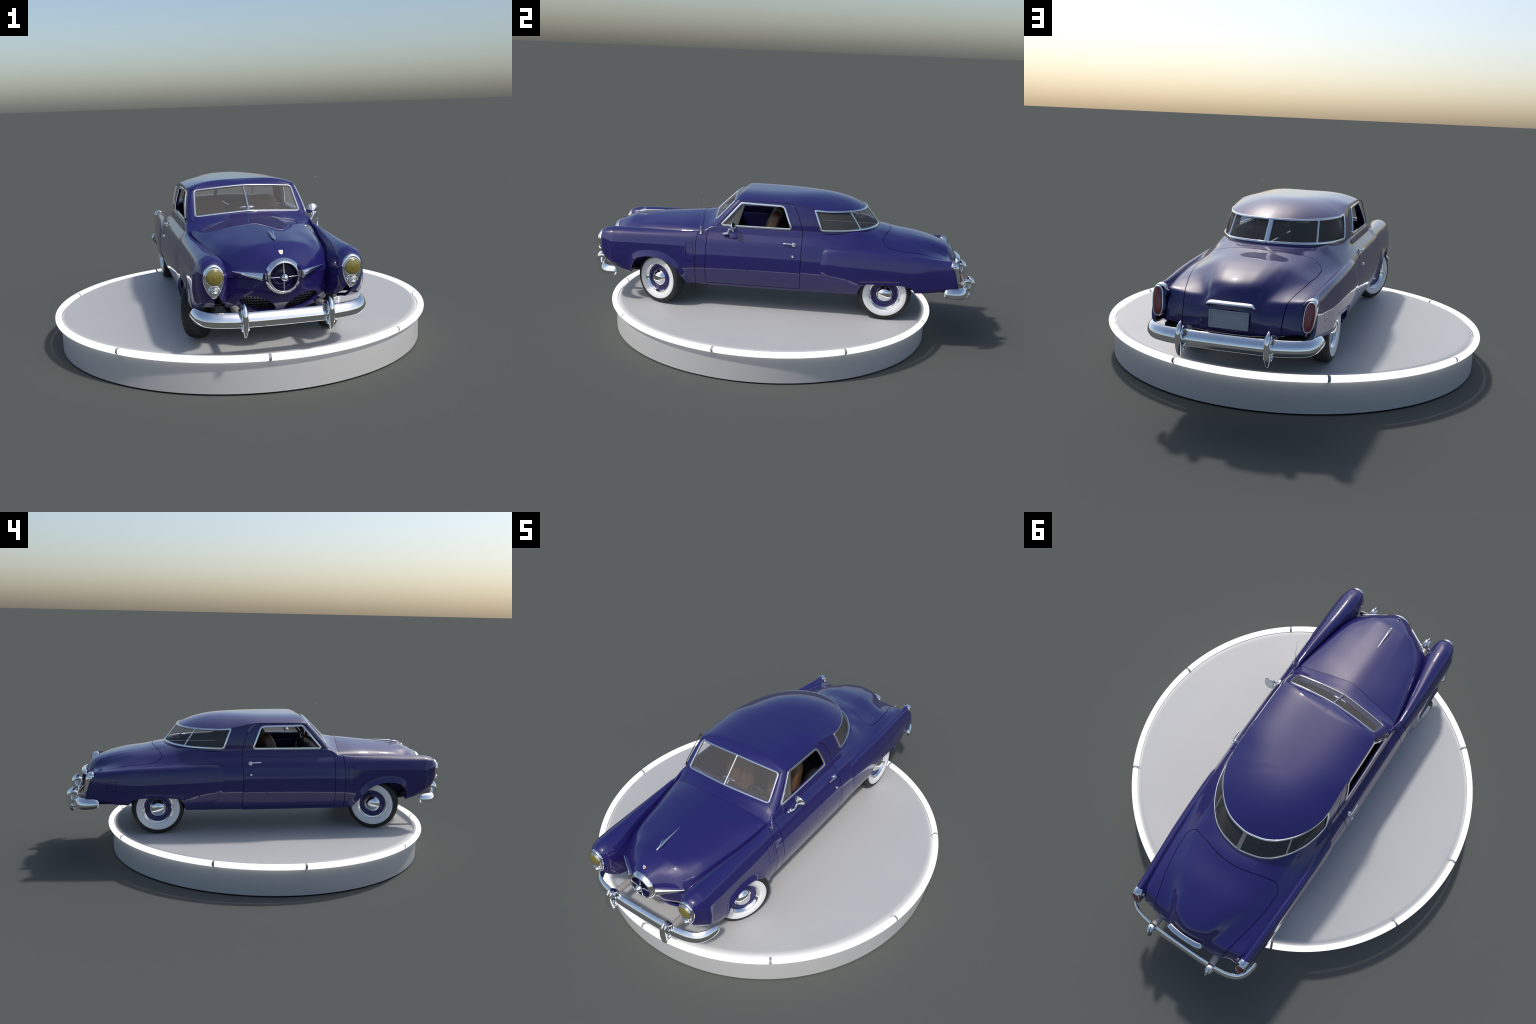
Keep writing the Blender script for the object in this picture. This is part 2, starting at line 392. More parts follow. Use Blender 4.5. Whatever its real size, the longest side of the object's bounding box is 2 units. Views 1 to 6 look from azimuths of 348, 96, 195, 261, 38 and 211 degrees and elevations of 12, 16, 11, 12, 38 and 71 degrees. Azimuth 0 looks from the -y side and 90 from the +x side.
# ================================================================== BODY SURFACES
# ---- flank: front fender, cowl side, door.  Every station lists (x, z) from the inner
# bottom of the fender pod, up its inner wall, over the top, down the outside to the sill.
F = {
 -.926: [(.240,.400),(.222,.440),(.2205,.475),(.232,.507),(.256,.5175),(.280,.508),(.2945,.478),(.291,.440),(.284,.415),(.272,.398),(.257,.391)],
 -.918: [(.232,.386),(.213,.436),(.2135,.480),(.228,.514),(.256,.5245),(.284,.514),(.3005,.477),(.298,.436),(.291,.405),(.277,.384),(.256,.376)],
 -.905: [(.224,.373),(.206,.430),(.208,.485),(.225,.521),(.257,.5315),(.290,.519),(.3075,.476),(.306,.431),(.300,.397),(.284,.372),(.254,.362)],
 -.885: [(.213,.360),(.201,.425),(.204,.488),(.223,.526),(.258,.537),(.295,.522),(.3145,.475),(.3145,.427),(.309,.388),(.292,.358),(.252,.350)],
 -.869: [(.205,.352),(.198,.42),(.202,.488),(.223,.528),(.259,.540),(.298,.524),(.3200,.4745),(.3225,.424),(.3180,.381),(.300,.351),(.25,.343)],
 -.864: [(.204,.351),(.197,.42),(.202,.488),(.223,.528),(.259,.5405),(.2985,.5245),(.3222,.4760),(.3260,.424),(.3220,.381),(.303,.349),(.25,.342)],
 -.84: [(.200,.346),(.194,.42),(.201,.488),(.223,.529),(.259,.542),(.299,.525),(.3230,.4770),(.3268,.424),(.3250,.375),(.307,.340),(.25,.337)],
 -.80: [(.196,.337),(.192,.42),(.203,.485),(.224,.529),(.260,.543),(.300,.526),(.3235,.4775),(.3270,.424),(.3260,.365),(.310,.325),(.25,.326)],
 -.74: [(.200,.320),(.200,.42),(.216,.487),(.231,.530),(.263,.5435),(.301,.526),(.3235,.478),(.3270,.424),(.3270,.36),(.314,.31),(.25,.31)],
 -.65: [(.21,.30),(.212,.43),(.233,.495),(.243,.531),(.269,.5445),(.302,.526),(.3235,.478),(.3270,.424),(.3280,.36),(.318,.295),(.26,.29)],
 -.55: [(.22,.29),(.224,.44),(.248,.507),(.256,.534),(.276,.545),(.304,.525),(.3235,.479),(.3278,.426),(.3290,.36),(.3110,.2890),(.29,.28)],
 -.482: [(.22,.29),(.233,.45),(.2585,.517),(.2645,.539),(.2803,.546),(.305,.523),(.3230,.480),(.3293,.429),(.3305,.37),(.3112,.2875),(.296,.2760)],
 -.465: [(.22,.29),(.234,.45),(.2605,.520),(.266,.541),(.2812,.546),(.305,.523),(.3225,.4805),(.3300,.431),(.3325,.37),(.3112,.2875),(.296,.2755)],
 -.42: [(.22,.29),(.24,.46),(.266,.536),(.271,.546),(.2835,.547),(.306,.519),(.3213,.482),(.3310,.434),(.3330,.37),(.3115,.2870),(.296,.2745)],
 -.395: [(.22,.29),(.24,.46),(.266,.553),(.2735,.553),(.2825,.547),(.3065,.517),(.3208,.482),(.3312,.437),(.3332,.37),(.3118,.2870),(.297,.2720)],
 -.365: [(.22,.29),(.24,.46),(.2680,.570),(.2765,.560),(.2815,.5465),(.3070,.515),(.3206,.482),(.3310,.440),(.3334,.37),(.3120,.2870),(.297,.2720)],
 -.34: [(.22,.29),(.24,.46),(.2690,.577),(.2765,.561),(.2812,.5465),(.3070,.515),(.3205,.482),(.3310,.442),(.3334,.37),(.3120,.2870),(.297,.2720)],
 -.20: [(.22,.29),(.24,.46),(.2695,.577),(.2768,.561),(.2812,.5465),(.3070,.515),(.3205,.482),(.3310,.443),(.3335,.37),(.3120,.2870),(.297,.2720)],
 .0: [(.22,.29),(.24,.46),(.2690,.577),(.2766,.561),(.2812,.5465),(.3070,.515),(.3205,.482),(.3310,.444),(.3335,.37),(.3120,.2870),(.297,.2720)],
 .125: [(.22,.29),(.24,.46),(.2675,.577),(.2760,.561),(.2808,.5465),(.3065,.515),(.3200,.482),(.3308,.445),(.3335,.37),(.3120,.2870),(.297,.2720)],
}
def front_wheel_opening():
    return curve([(-.768,.27),(-.765,.318),(-.757,.357),(-.741,.387),(-.715,.403),(-.672,.4105),(-.62,.408),(-.567,.388),(-.523,.350),(-.489,.308),(-.458,.272)], 60)
FW = np.vstack([front_wheel_opening(), [(-.458,.2),(-.768,.2)]])
FY = sorted(F); FK = [0, .06, .12, .155, .19, .23, .28, .33, .39, .46, .50]
net = np.array([[(x, y, z) for x, z in F[y]] for y in FY])
drop = np.interp(FY, [-.92, -.86, -.50, -.42], [0, .0025, .0025, 0])[:, None] * np.interp(np.arange(net.shape[1]), [1, 3, 6, 8], [0, 1, 1, 0])[None]
net[..., 2] -= drop
# a pair of extra columns hugs the crease of the front fender and spreads out again behind it
tight = np.interp(FY, [-.885, -.864, -.53, -.43], [.45, .05, .05, .35])[:, None]
g_up = net[:, 6] * (1 - tight) + net[:, 5] * tight; g_dn = net[:, 6] * (1 - tight) + net[:, 7] * tight
mid_up = np.interp(FY, [-.885, -.864, -.50, -.42], [.0, .0022, .0022, .0]); g_up[:, 0] += np.interp(FY, [-.885, -.864, -.53, -.43], [.0030, .0, .0, .0015]) 
net = np.concatenate([net[:, :6], g_up[:, None], net[:, 6:7], g_dn[:, None], net[:, 7:]], 1)
FK = FK[:6] + [.266, .280, .294] + FK[7:]
G, A = loft(net, 560, 190, ku=FY, kv=FK, smooth=3)
# blend fender into cowl side: fair the surface lengthwise only, in a window around the vent
fair = np.exp(-((G[..., 1:2] + .45) / .10) ** 4)
Gf = soften(G, 160, (0,)); G = G * (1 - fair) + Gf * fair
# the fender crease stays sharp: it runs level along the pod and dies at the vent panel
d_open = -inside(np.stack([G[..., 1].ravel(), G[..., 2].ravel()], 1), FW).reshape(G.shape[:2])
lip = np.clip(1 - d_open / .030, 0, 1) ** 1.2 * (A[..., 1] > .2) * (d_open > -.02)
lip = lip * np.clip((G[..., 1] + .775) / .04, 0, 1) * np.clip((-.43 - G[..., 1]) / .03, 0, 1)
G[..., 0] += .011 * lip
FLANK = from_grid(G, A, outward=(1, 0, .3))
yy, zz, vv = FLANK.V[:, 1], FLANK.V[:, 2], FLANK.A[:, 1]

# ---- rear body: quarter panels, deck, trunk lid, tail face.  Half rows, x >= 0, from the middle outwards and down the side
low = lambda y, k=0: [(.3308 - k, y, .445), (.3335 - k, y, .37), (.3120 - k, y, .2870), (.297 - k, y, .2745)]
lowr = lambda y, k=0: [(.325 - k, y, .430), (.328 - k, y, .40), (.318 - k, y, .36), (.29 - k, y, .345)]
REAR = [
 [(0,.06,.585),(.06,.06,.585),(.11,.06,.585),(.15,.06,.585),(.19,.06,.585),(.235,.06,.583),(.2675,.06,.577),(.2808,.06,.5465),(.3065,.06,.515),*low(.06)],
 [(0,.112,.585),(.06,.112,.585),(.11,.112,.585),(.15,.112,.585),(.19,.112,.585),(.235,.112,.583),(.2672,.112,.576),(.2806,.112,.5470),(.3063,.112,.5147),*low(.112)],
 [(0,.17,.584),(.06,.17,.584),(.11,.17,.584),(.15,.17,.584),(.19,.17,.584),(.232,.17,.583),(.2625,.17,.573),(.2805,.17,.5440),(.3053,.17,.5135),*low(.17, .001)],
 [(0,.25,.584),(.06,.25,.584),(.11,.25,.584),(.15,.25,.584),(.19,.25,.584),(.228,.25,.583),(.2545,.25,.565),(.2785,.25,.538),(.3035,.25,.510),*low(.25, .003)],
 [(0,.36,.584),(.06,.36,.584),(.11,.36,.584),(.15,.36,.584),(.185,.36,.584),(.215,.36,.580),(.246,.36,.552),(.274,.36,.526),(.300,.36,.503),*low(.36, .006)],
 [(0,.44,.5845),(.06,.44,.584),(.11,.44,.583),(.15,.44,.579),(.182,.44,.571),(.211,.44,.558),(.241,.44,.535),(.270,.44,.512),(.297,.44,.495),*low(.44, .010)],
 [(0,.515,.581),(.06,.515,.579),(.11,.515,.5735),(.15,.515,.563),(.184,.515,.553),(.210,.515,.541),(.237,.515,.522),(.266,.515,.502),(.294,.515,.487),*low(.515, .014)],
 [(0,.60,.5645),(.06,.60,.5625),(.11,.60,.5570),(.15,.60,.5475),(.182,.60,.535),(.207,.60,.521),(.236,.60,.506),(.262,.60,.494),(.290,.60,.480),*lowr(.60, .02)],
 [(0,.69,.552),(.06,.69,.5505),(.105,.69,.5455),(.142,.69,.5355),(.172,.69,.521),(.201,.69,.5065),(.231,.69,.492),(.257,.69,.484),(.283,.69,.472),*lowr(.69, .03)],
 [(0,.765,.5355),(.055,.765,.5340),(.098,.763,.527),(.130,.760,.5130),(.158,.758,.4975),(.192,.755,.4860),(.224,.755,.479),(.251,.755,.474),(.277,.755,.464),*lowr(.755, .04)],
 [(0,.822,.519),(.052,.820,.5165),(.092,.817,.508),(.118,.813,.4910),(.142,.81,.4760),(.184,.808,.4690),(.218,.806,.466),(.247,.805,.465),(.270,.80,.458),*lowr(.80, .05)],
 [(0,.857,.505),(.050,.855,.5005),(.088,.850,.489),(.109,.846,.4700),(.134,.844,.4600),(.180,.841,.4570),(.214,.836,.458),(.245,.832,.460),(.264,.825,.455),*lowr(.825, .06)],
 [(0,.881,.487),(.049,.877,.480),(.086,.869,.464),(.105,.866,.449),(.132,.8655,.4470),(.177,.861,.4470),(.211,.854,.449),(.244,.849,.452),(.262,.838,.450),*lowr(.838, .07)],
 [(0,.897,.459),(.049,.893,.453),(.087,.885,.442),(.108,.881,.432),(.134,.879,.4300),(.177,.874,.4295),(.210,.866,.430),(.244,.860,.432),(.262,.848,.432),(.262,.842,.42),(.262,.838,.40),(.262,.832,.36),(.262,.83,.34)],
 [(0,.907,.422),(.050,.9045,.419),(.092,.899,.415),(.117,.895,.411),(.143,.892,.409),(.178,.886,.408),(.210,.876,.408),(.243,.870,.408),(.262,.858,.408),(.262,.852,.40),(.262,.846,.385),(.262,.84,.355),(.262,.838,.34)],
 [(0,.9125,.380),(.055,.9115,.380),(.100,.908,.379),(.127,.904,.378),(.153,.900,.377),(.180,.895,.376),(.210,.884,.377),(.242,.879,.379),(.262,.868,.379),(.262,.862,.375),(.262,.856,.365),(.262,.85,.35),(.262,.848,.34)],
 [(0,.913,.338),(.055,.912,.338),(.100,.909,.339),(.127,.906,.341),(.153,.902,.343),(.180,.897,.345),(.210,.888,.351),(.242,.884,.353),(.262,.874,.350),(.262,.868,.348),(.262,.862,.345),(.262,.856,.34),(.262,.853,.335)],
 [(0,.885,.322),(.055,.884,.322),(.100,.882,.324),(.127,.880,.326),(.153,.878,.328),(.180,.874,.330),(.210,.868,.335),(.242,.862,.337),(.262,.855,.335),(.262,.85,.334),(.262,.845,.333),(.262,.84,.33),(.262,.838,.328)],
]
rnet = mirror_net(np.array(REAR))
rk = np.array([r[0][1] for r in REAR]); rk[12:] = rk[11] + .03 * np.arange(1, len(REAR) - 11)
Gr, Ar = loft(rnet, 330, 400, ku=rk, smooth=3)
REARM = from_grid(Gr, Ar, outward=(0, .2, 1))
REARM = clip(REARM, REARM.V[:, 1] - .1132)

# ---- hood: rows from the cowl to the leading edge, half, middle outwards
HOOD = [
 [(0,-.4375,.6030),(.08,-.4270,.5960),(.15,-.4150,.5830),(.205,-.4080,.5690),(.242,-.4045,.5585),(.262,-.4030,.5450),(.266,-.4030,.530)],
 [(0,-.50,.5970),(.08,-.50,.5895),(.15,-.50,.5775),(.200,-.50,.5650),(.233,-.50,.5500),(.252,-.50,.5290),(.256,-.50,.512)],
 [(0,-.58,.5885),(.078,-.58,.5810),(.145,-.58,.5690),(.192,-.58,.5570),(.222,-.58,.5395),(.242,-.58,.5150),(.246,-.58,.498)],
 [(0,-.66,.5800),(.074,-.66,.5728),(.136,-.66,.5615),(.182,-.66,.5500),(.212,-.66,.5305),(.231,-.66,.5030),(.235,-.66,.486)],
 [(0,-.73,.5722),(.069,-.73,.5660),(.126,-.73,.5540),(.171,-.73,.5415),(.202,-.73,.5180),(.220,-.73,.4910),(.224,-.73,.474)],
 [(0,-.78,.5660),(.064,-.78,.5610),(.116,-.78,.5500),(.158,-.78,.5305),(.190,-.78,.5040),(.209,-.78,.4740),(.213,-.78,.458)],
 [(0,-.815,.5605),(.058,-.815,.5575),(.105,-.815,.5465),(.144,-.815,.5230),(.175,-.815,.4900),(.1985,-.820,.4580),(.2015,-.826,.4430)],
 [(0,-.845,.5510),(.051,-.845,.5475),(.092,-.845,.5350),(.127,-.846,.5110),(.153,-.848,.4800),(.1695,-.849,.4550),(.1700,-.8495,.4425)],
 [(0,-.870,.5410),(.043,-.870,.5365),(.077,-.870,.5230),(.106,-.871,.4990),(.124,-.872,.4720),(.1300,-.8725,.4540),(.1300,-.873,.4420)],
 [(0,-.893,.5295),(.035,-.893,.5240),(.062,-.893,.5080),(.082,-.8935,.4850),(.0925,-.894,.4660),(.0940,-.8945,.4520),(.0940,-.895,.4415)],
 [(0,-.912,.5180),(.027,-.912,.5125),(.048,-.912,.4980),(.0625,-.912,.4770),(.0680,-.912,.4600),(.0690,-.912,.4500),(.0690,-.9125,.4410)],
]
hk = [r[0][1] for r in HOOD]
Gh, Ah = loft(mirror_net(HOOD), 200, 220, ku=[-v for v in hk], smooth=3)
hood = from_grid(Gh, Ah, outward=(0, 0, 1))

# ---- cowl between hood and windscreen
COWL = [
 [(0,-.4360,.6025),(.08,-.4255,.5955),(.15,-.4135,.5825),(.205,-.4065,.5685),(.242,-.4030,.558),(.262,-.4015,.5445),(.268,-.4015,.536)],
 [(0,-.400,.608),(.08,-.392,.6025),(.15,-.383,.5930),(.205,-.376,.5810),(.240,-.373,.5715),(.261,-.3735,.560),(.2695,-.378,.556)],
 [(0,-.364,.613),(.08,-.359,.610),(.15,-.351,.605),(.205,-.342,.5995),(.233,-.337,.596),(.255,-.339,.583),(.2690,-.345,.574)],
 [(0,-.340,.611),(.08,-.335,.609),(.15,-.327,.603),(.205,-.318,.597),(.233,-.315,.590),(.250,-.315,.575),(.262,-.315,.566)],
]
Gc, Ac = loft(mirror_net(COWL), 40, 200, smooth=1)
cowl = from_grid(Gc, Ac, outward=(0, 0, 1))
cowl = clip(cowl, 1.0 * np.ones(len(cowl.V)))

# ---- greenhouse: ruled band from the windscreen edge round to the middle of the rear window
GB = [(.232,-.343,.595),(.250,-.347,.584),(.264,-.338,.577),(.2690,-.315,.576),(.2700,-.2,.576),(.2690,0,.576),(.2670,.10,.5755),(.2625,.17,.5765),(.2550,.235,.5765),(.2400,.30,.577),(.2150,.358,.5775),(.1850,.405,.579),(.131,.458,.5815),(.07,.485,.583),(0,.4975,.583)]
GT = [(.219,-.241,.7035),(.228,-.238,.706),(.235,-.224,.7095),(.238,-.205,.7115),(.239,-.12,.7130),(.239,0,.7130),(.240,.06,.709),(.2410,.13,.6960),(.2370,.19,.6875),(.2220,.25,.6840),(.1990,.300,.6825),(.1730,.336,.6815),(.122,.384,.6810),(.066,.4105,.6812),(0,.421,.6815)]
GB, GT = np.array(GB), np.array(GT)
gmid = GB * .5 + GT * .5; gs = np.concatenate([[0], np.cumsum(np.linalg.norm(np.diff(gmid, axis=0), axis=1))])
rows = []
for h in (-.06, 0, .25, .5, .75, 1.0):
    P = GB * (1 - h) + GT * h; n2 = unit(np.stack([GB[:, 0], np.clip(GB[:, 1] - .1, -.05, 1), 0 * GB[:, 0]], 1))
    rows.append(P + n2 * .0045 * (4 * max(h, 0) * (1 - h)))
Gg, Ag = loft(np.moveaxis(np.array(rows), 0, 1), 420, 70, ku=gs, kv=[-.06, 0, .25, .5, .75, 1.0], smooth=2)
GH = from_grid(Gg, Ag, outward=lambda V: V * [1, 1, 0] + [0, -.1, 0])
S_Q = np.interp(7.56, np.arange(len(gs)), gs); S_END = gs[-1]     # front edge and middle of the rear window

# ================================================================== BODY PANELS
gap = .0013
yz = lambda m: m.V[:, 1:3]
# door outline on the flank, and its frame on the greenhouse
DOOR_Y0, DOOR_Y1, DOOR_Z0 = -.3705, .1115, .2895
door_low = rounded([(DOOR_Y0, DOOR_Z0), (DOOR_Y1, DOOR_Z0), (DOOR_Y1, .70), (DOOR_Y0 + .135, .70), (DOOR_Y0, .556)], [.004, .004, 0, 0, .004])
d = inside(yz(FLANK), door_low)
flank_body = clip(FLANK, .1132 - 1e9 * 0 - FLANK.V[:, 1] - .001)
top_ok = FLANK.A[:, 1] - FK[2] - .0            # above the valley column
door_flank = clip(FLANK, np.minimum(d - gap, FLANK.A[:, 1] - FK[2]))
# door frame on the greenhouse
DOORTOP = curve([(.1115,.575),(.104,.600),(.091,.640),(.076,.674),(.061,.693),(.043,.704),(.018,.7095),(-.02,.7115),(-.12,.7118),(-.200,.7100)], 60)
door_up = np.vstack([[(-.3445,.555)], [(.1115,.555)], DOORTOP, [(-.2125,.7085)]])
WIN = rounded([(-.3045,.584),(-.2045,.6985),(.012,.6945),(.0545,.5845)], [.007,.010,.028,.010])
dg = inside(yz(GH), door_up); dw = inside(yz(GH), WIN)
near = GH.A[:, 0] < gs[8]
door_frame = clip(GH, np.where(near, np.minimum(dg - gap, -dw), -1))
door_frame = clip(door_frame, door_frame.A[:, 1] + .01)
door = join(flange(door_flank), flange(door_frame, .010))
doors = pair('door', door, PAINT)
# cowl side and front fender
cs = inside(yz(FLANK), np.vstack([[(-.4235,.2),(-.4235,.54),(-.4165,.60),(DOOR_Y0,.60),(DOOR_Y0,.2)]]))
side = clip(FLANK, np.minimum.reduce([-d - gap, FLANK.V[:, 1] + .4235 - gap - np.clip(FLANK.V[:, 2] - .5, 0, .1) * .12, FLANK.A[:, 1] - FK[2]]))
side = clip(side, .1132 - side.V[:, 1] - .0)
pair('cowl_side', flange(side), PAINT)
vent = rounded([(-.4735,.4005),(-.4385,.4005),(-.4375,.4935),(-.4735,.4935)], .006)
dv = inside(yz(FLANK), vent)
edge_y = -.4235 - gap + np.clip(FLANK.V[:, 2] - .5, 0, .1) * .12
dfw = -inside(yz(FLANK), FW)
fender_f = np.minimum(edge_y - FLANK.V[:, 1], np.where(FLANK.A[:, 1] > FK[3], dfw, 1))
fender = clip(FLANK, np.minimum(fender_f, np.where(FLANK.A[:, 1] > FK[4], -dv - .0008, 1)))
pair('front_fender', flange(fender, .012), PAINT)
pair('vent_door', flange(clip(FLANK, np.where(FLANK.A[:, 1] > FK[4], dv - .0008, -1)), .004), PAINT)

# hood with the nose opening cut out for the bullet ring
RING_C = np.array([0, -.921, .450])
hx = np.hypot(hood.V[:, 0], hood.V[:, 2] - .450)
hood = clip(hood, np.where(hood.V[:, 1] < -.86, hx - .050, 1))
part('hood', flange(hood, .008), PAINT)
part('cowl', cowl, PAINT)

# rear body: remove what lies under the cabin, cut the trunk lid free
base_poly = np.vstack([[(0, -.3)], [(.30, -.3)], [(.30, .112)], np.array(GB)[6:, :2], [(0, .4975)]])
base_poly[2] = (.30, .10)
bp = curve(np.array(GB)[6:, :2], 120); bp = np.vstack([[(0, .05), (.2672, .05)], bp])
ax = np.stack([np.abs(REARM.V[:, 0]), REARM.V[:, 1]], 1)
cab = inside(ax, bp); topside = REARM.V[:, 2] > .56
rear = clip(REARM, np.where(topside, -cab + .004, 1))
LID = np.array([(0,.5605),(.055,.5555),(.108,.5415),(.165,.5255),(.208,.5145),(.2255,.5225),(.2415,.548),(.2405,.58),(.2385,.631),(.221,.735),(.201,.816),(.188,.868),(.1835,.888),(.1815,.897),(.181,.95),(0,.95)])
LIDP = np.vstack([LID, LID[:-1][::-1][:-1] * [-1, 1]])
tail = rear.V[:, 2] > .330
dl = inside(rear.V[:, :2], np.vstack([LID[:-1], (LID * [-1, 1])[1:-1][::-1]]))
REAR_W = curve([(.396,.26),(.403,.289),(.412,.316),(.428,.337),(.450,.3435),(.54,.347),(.612,.3465),(.655,.340),(.676,.325),(.69,.29),(.70,.26)], 50)
RW = np.vstack([REAR_W, [(.70,.2),(.396,.2)]])
bot = np.where(np.abs(rear.V[:, 0]) > .27, -inside(yz(rear), RW), 1)
part('trunk_lid', flange(clip(rear, np.minimum(dl - gap, rear.V[:, 2] - .3405)), .008), PAINT)
part('rear_body', flange(clip(rear, np.minimum(np.maximum(-dl - gap, .3385 - rear.V[:, 2]), bot)), .008), PAINT)

# greenhouse: pillars and rear window surround
fr = np.stack([GH.A[:, 0], GH.A[:, 1] * .128], 1)
QW = rounded([(S_Q, .010), (S_Q, .128 * .935), (S_END + .2, .128 * .935), (S_END + .2, .010)], [.012, .007, 0, 0])
dq = inside(fr, QW)
pillar = clip(GH, np.minimum(np.where(near, -dg - gap, 1), -dq))
pair('window_pillar', flange(pillar, .008), PAINT)

# panes
qpane = clip(GH.offset(-.002), dq + .002)
SB = np.interp(11.0, np.arange(len(gs)), gs)
pair('quarter_window', clip(qpane, SB - qpane.A[:, 0]), GLASS)
pair('rear_window', clip(qpane, qpane.A[:, 0] - SB), GLASS)
# windscreen: two flat panes meeting in a shallow V
def screen(u, h):
    a = np.array([0, -.364, .6135]) * (1 - u) + np.array([.2335, -.338, .5965]) * u
    b = np.array([0, -.2535, .7195]) * (1 - u) + np.array([.2205, -.2385, .7045]) * u
    return a * (1 - h) + b * h + np.array([0, -.010, .006]) * (4 * u * (1 - u)) * .25
U, H = np.meshgrid(np.linspace(0, 1, 50), np.linspace(0, 1, 30), indexing='ij')
Gs = np.array([[screen(u, h) for h in np.linspace(0, 1, 30)] for u in np.linspace(0, 1, 50)])
SCREEN = from_grid(Gs, np.stack([U * .232, H * .15], -1), outward=(0, -1, 1))
dsw = inside(SCREEN.A, rounded([(-.1, .004), (.228, .004), (.228, .146), (-.1, .146)], [0, .014, .014, 0]))
pane = clip(SCREEN, dsw)
pair('windscreen', pane, GLASS)
# body-coloured surround of the windscreen
pair('windscreen_surround', flange(clip(SCREEN.offset(-.001), -dsw + .002), .006), PAINT)

# roof: from a spine to the perimeter, flat on top and rolled over at the edge
wtop = np.array([screen(u, 1.0) for u in (0, .25, .5, .75, .93)])
per = np.vstack([wtop, GT[1:]]) + [0, 0, .0012]
per[:, 0] *= 1.006
back = np.clip((per[:, 1] - .10) / .08, 0, 1)
per[:, :2] += unit(np.stack([per[:, 0], np.clip(per[:, 1] - .12, 0, 1)], 1)) * (.0045 * back)[:, None]; per[:, 2] -= .0025 * back
ps = np.concatenate([[0], np.cumsum(np.linalg.norm(np.diff(per, axis=0), axis=1))])
fs = np.linspace(0, ps[-1], 200); PER = akima(ps, per, fs); PER = soften(PER[:, None], 4, (0,))[:, 0]
PER[0, 0] = PER[-1, 0] = 0
r = np.linspace(0, 1, 70)
spine_y = np.clip(PER[:, 1] * .55 + .02, -.165, .13)
spine_y = np.interp(PER[:, 1], [-.26, -.235, -.20, -.10, .10, .19, .30, .43], [-.178, -.172, -.150, -.095, .075, .115, .125, .125])
kk = np.interp(fs, [0, ps[3], ps[5], ps[8], ps[10], ps[13], ps[-1]], [2.3, 3.6, 4.0, 3.8, 3.2, 2.6, 2.5])
RG = np.zeros((len(fs), len(r), 3))
zc = .7412
for i in range(len(fs)):
    RG[i, :, 0] = PER[i, 0] * r; RG[i, :, 1] = spine_y[i] * (1 - r) + PER[i, 1] * r
    RG[i, :, 2] = zc + (PER[i, 2] - zc) * r ** kk[i]
rad = RG[:, 8:].copy(); RG[:, 8:] = soften(RG, 3, (0,))[:, 8:]; RG[0], RG[-1] = RG[0], RG[-1]
RG[0, :, 0] = 0; RG[-1, :, 0] = 0
roof = from_grid(RG, None, outward=(0, 0, 1))
roof.N[np.abs(roof.V[:, 0]) < 1e-6] *= [0, 1, 1]; roof.N = unit(roof.N)
roof.N[::70] = [0, 0, 1]
roof = join(roof, roof.mirror())
part('roof', flange(roof, .008), PAINT)

# rear fenders
POD = {
 .186: [(.290,.478),(.296,.485),(.304,.483),(.314,.470),(.322,.445),(.322,.40),(.318,.35),(.306,.29)],
 .215: [(.292,.500),(.301,.502),(.314,.490),(.3260,.455),(.3330,.42),(.3330,.385),(.3275,.345),(.3110,.288)],
 .25: [(.290,.503),(.303,.5085),(.3185,.4945),(.3305,.456),(.3365,.418),(.3355,.38),(.3310,.345),(.3130,.287)],
 .32: [(.283,.500),(.302,.5100),(.3190,.4955),(.3315,.453),(.3375,.413),(.3365,.375),(.3325,.34),(.3140,.287)],
 .42: [(.276,.492),(.3000,.5080),(.3185,.4935),(.3310,.449),(.3365,.408),(.3355,.37),(.3320,.335),(.3150,.288)],
 .55: [(.268,.480),(.2960,.5030),(.3150,.4890),(.3275,.444),(.3325,.403),(.3320,.365),(.3290,.33),(.3170,.300)],
 .65: [(.262,.470),(.2905,.4970),(.3090,.4835),(.3205,.440),(.3260,.402),(.3260,.365),(.3235,.33),(.3140,.306)],
 .75: [(.255,.456),(.2845,.4880),(.3015,.4755),(.3120,.441),(.3160,.401),(.3160,.365),(.3130,.335),(.3020,.313)],
 .82: [(.252,.445),(.2805,.4815),(.2960,.4700),(.3050,.442),(.3085,.401),(.3080,.369),(.3045,.343),(.2920,.326)],
 .862: [(.252,.440),(.2785,.4795),(.2930,.4690),(.3005,.442),(.3035,.402),(.3025,.372),(.2985,.352),(.2860,.338)],
}
PY = sorted(POD)
pnet = np.array([[(x, y + (.030 if y > .85 else .014 if y > .8 else 0) * (.478 - z) / .11, z) for x, z in POD[y]] for y in PY])
fall = np.interp(PY, [.30, .50, .80, .862], [0, .004, .004, .001])
pnet[:, :4, 2] -= fall[:, None]; pnet[:, 1:6, 0] -= fall[:, None] * .7
Gp, Ap = loft(pnet, 330, 110, ku=PY, kv=[0, .04, .07, .115, .155, .19, .225, .265], smooth=3)
NOSE = curve([(.262,.5165),(.240,.5090),(.219,.5010),(.203,.488),(.1945,.470),(.1930,.442),(.199,.412),(.213,.380),(.231,.347),(.260,.315),(.300,.297),(.36,.288),(.40,.2835)], 80)
NOSEP = np.vstack([NOSE, [(.4, .2), (.95, .2), (.95, .6), (.262, .6)]])
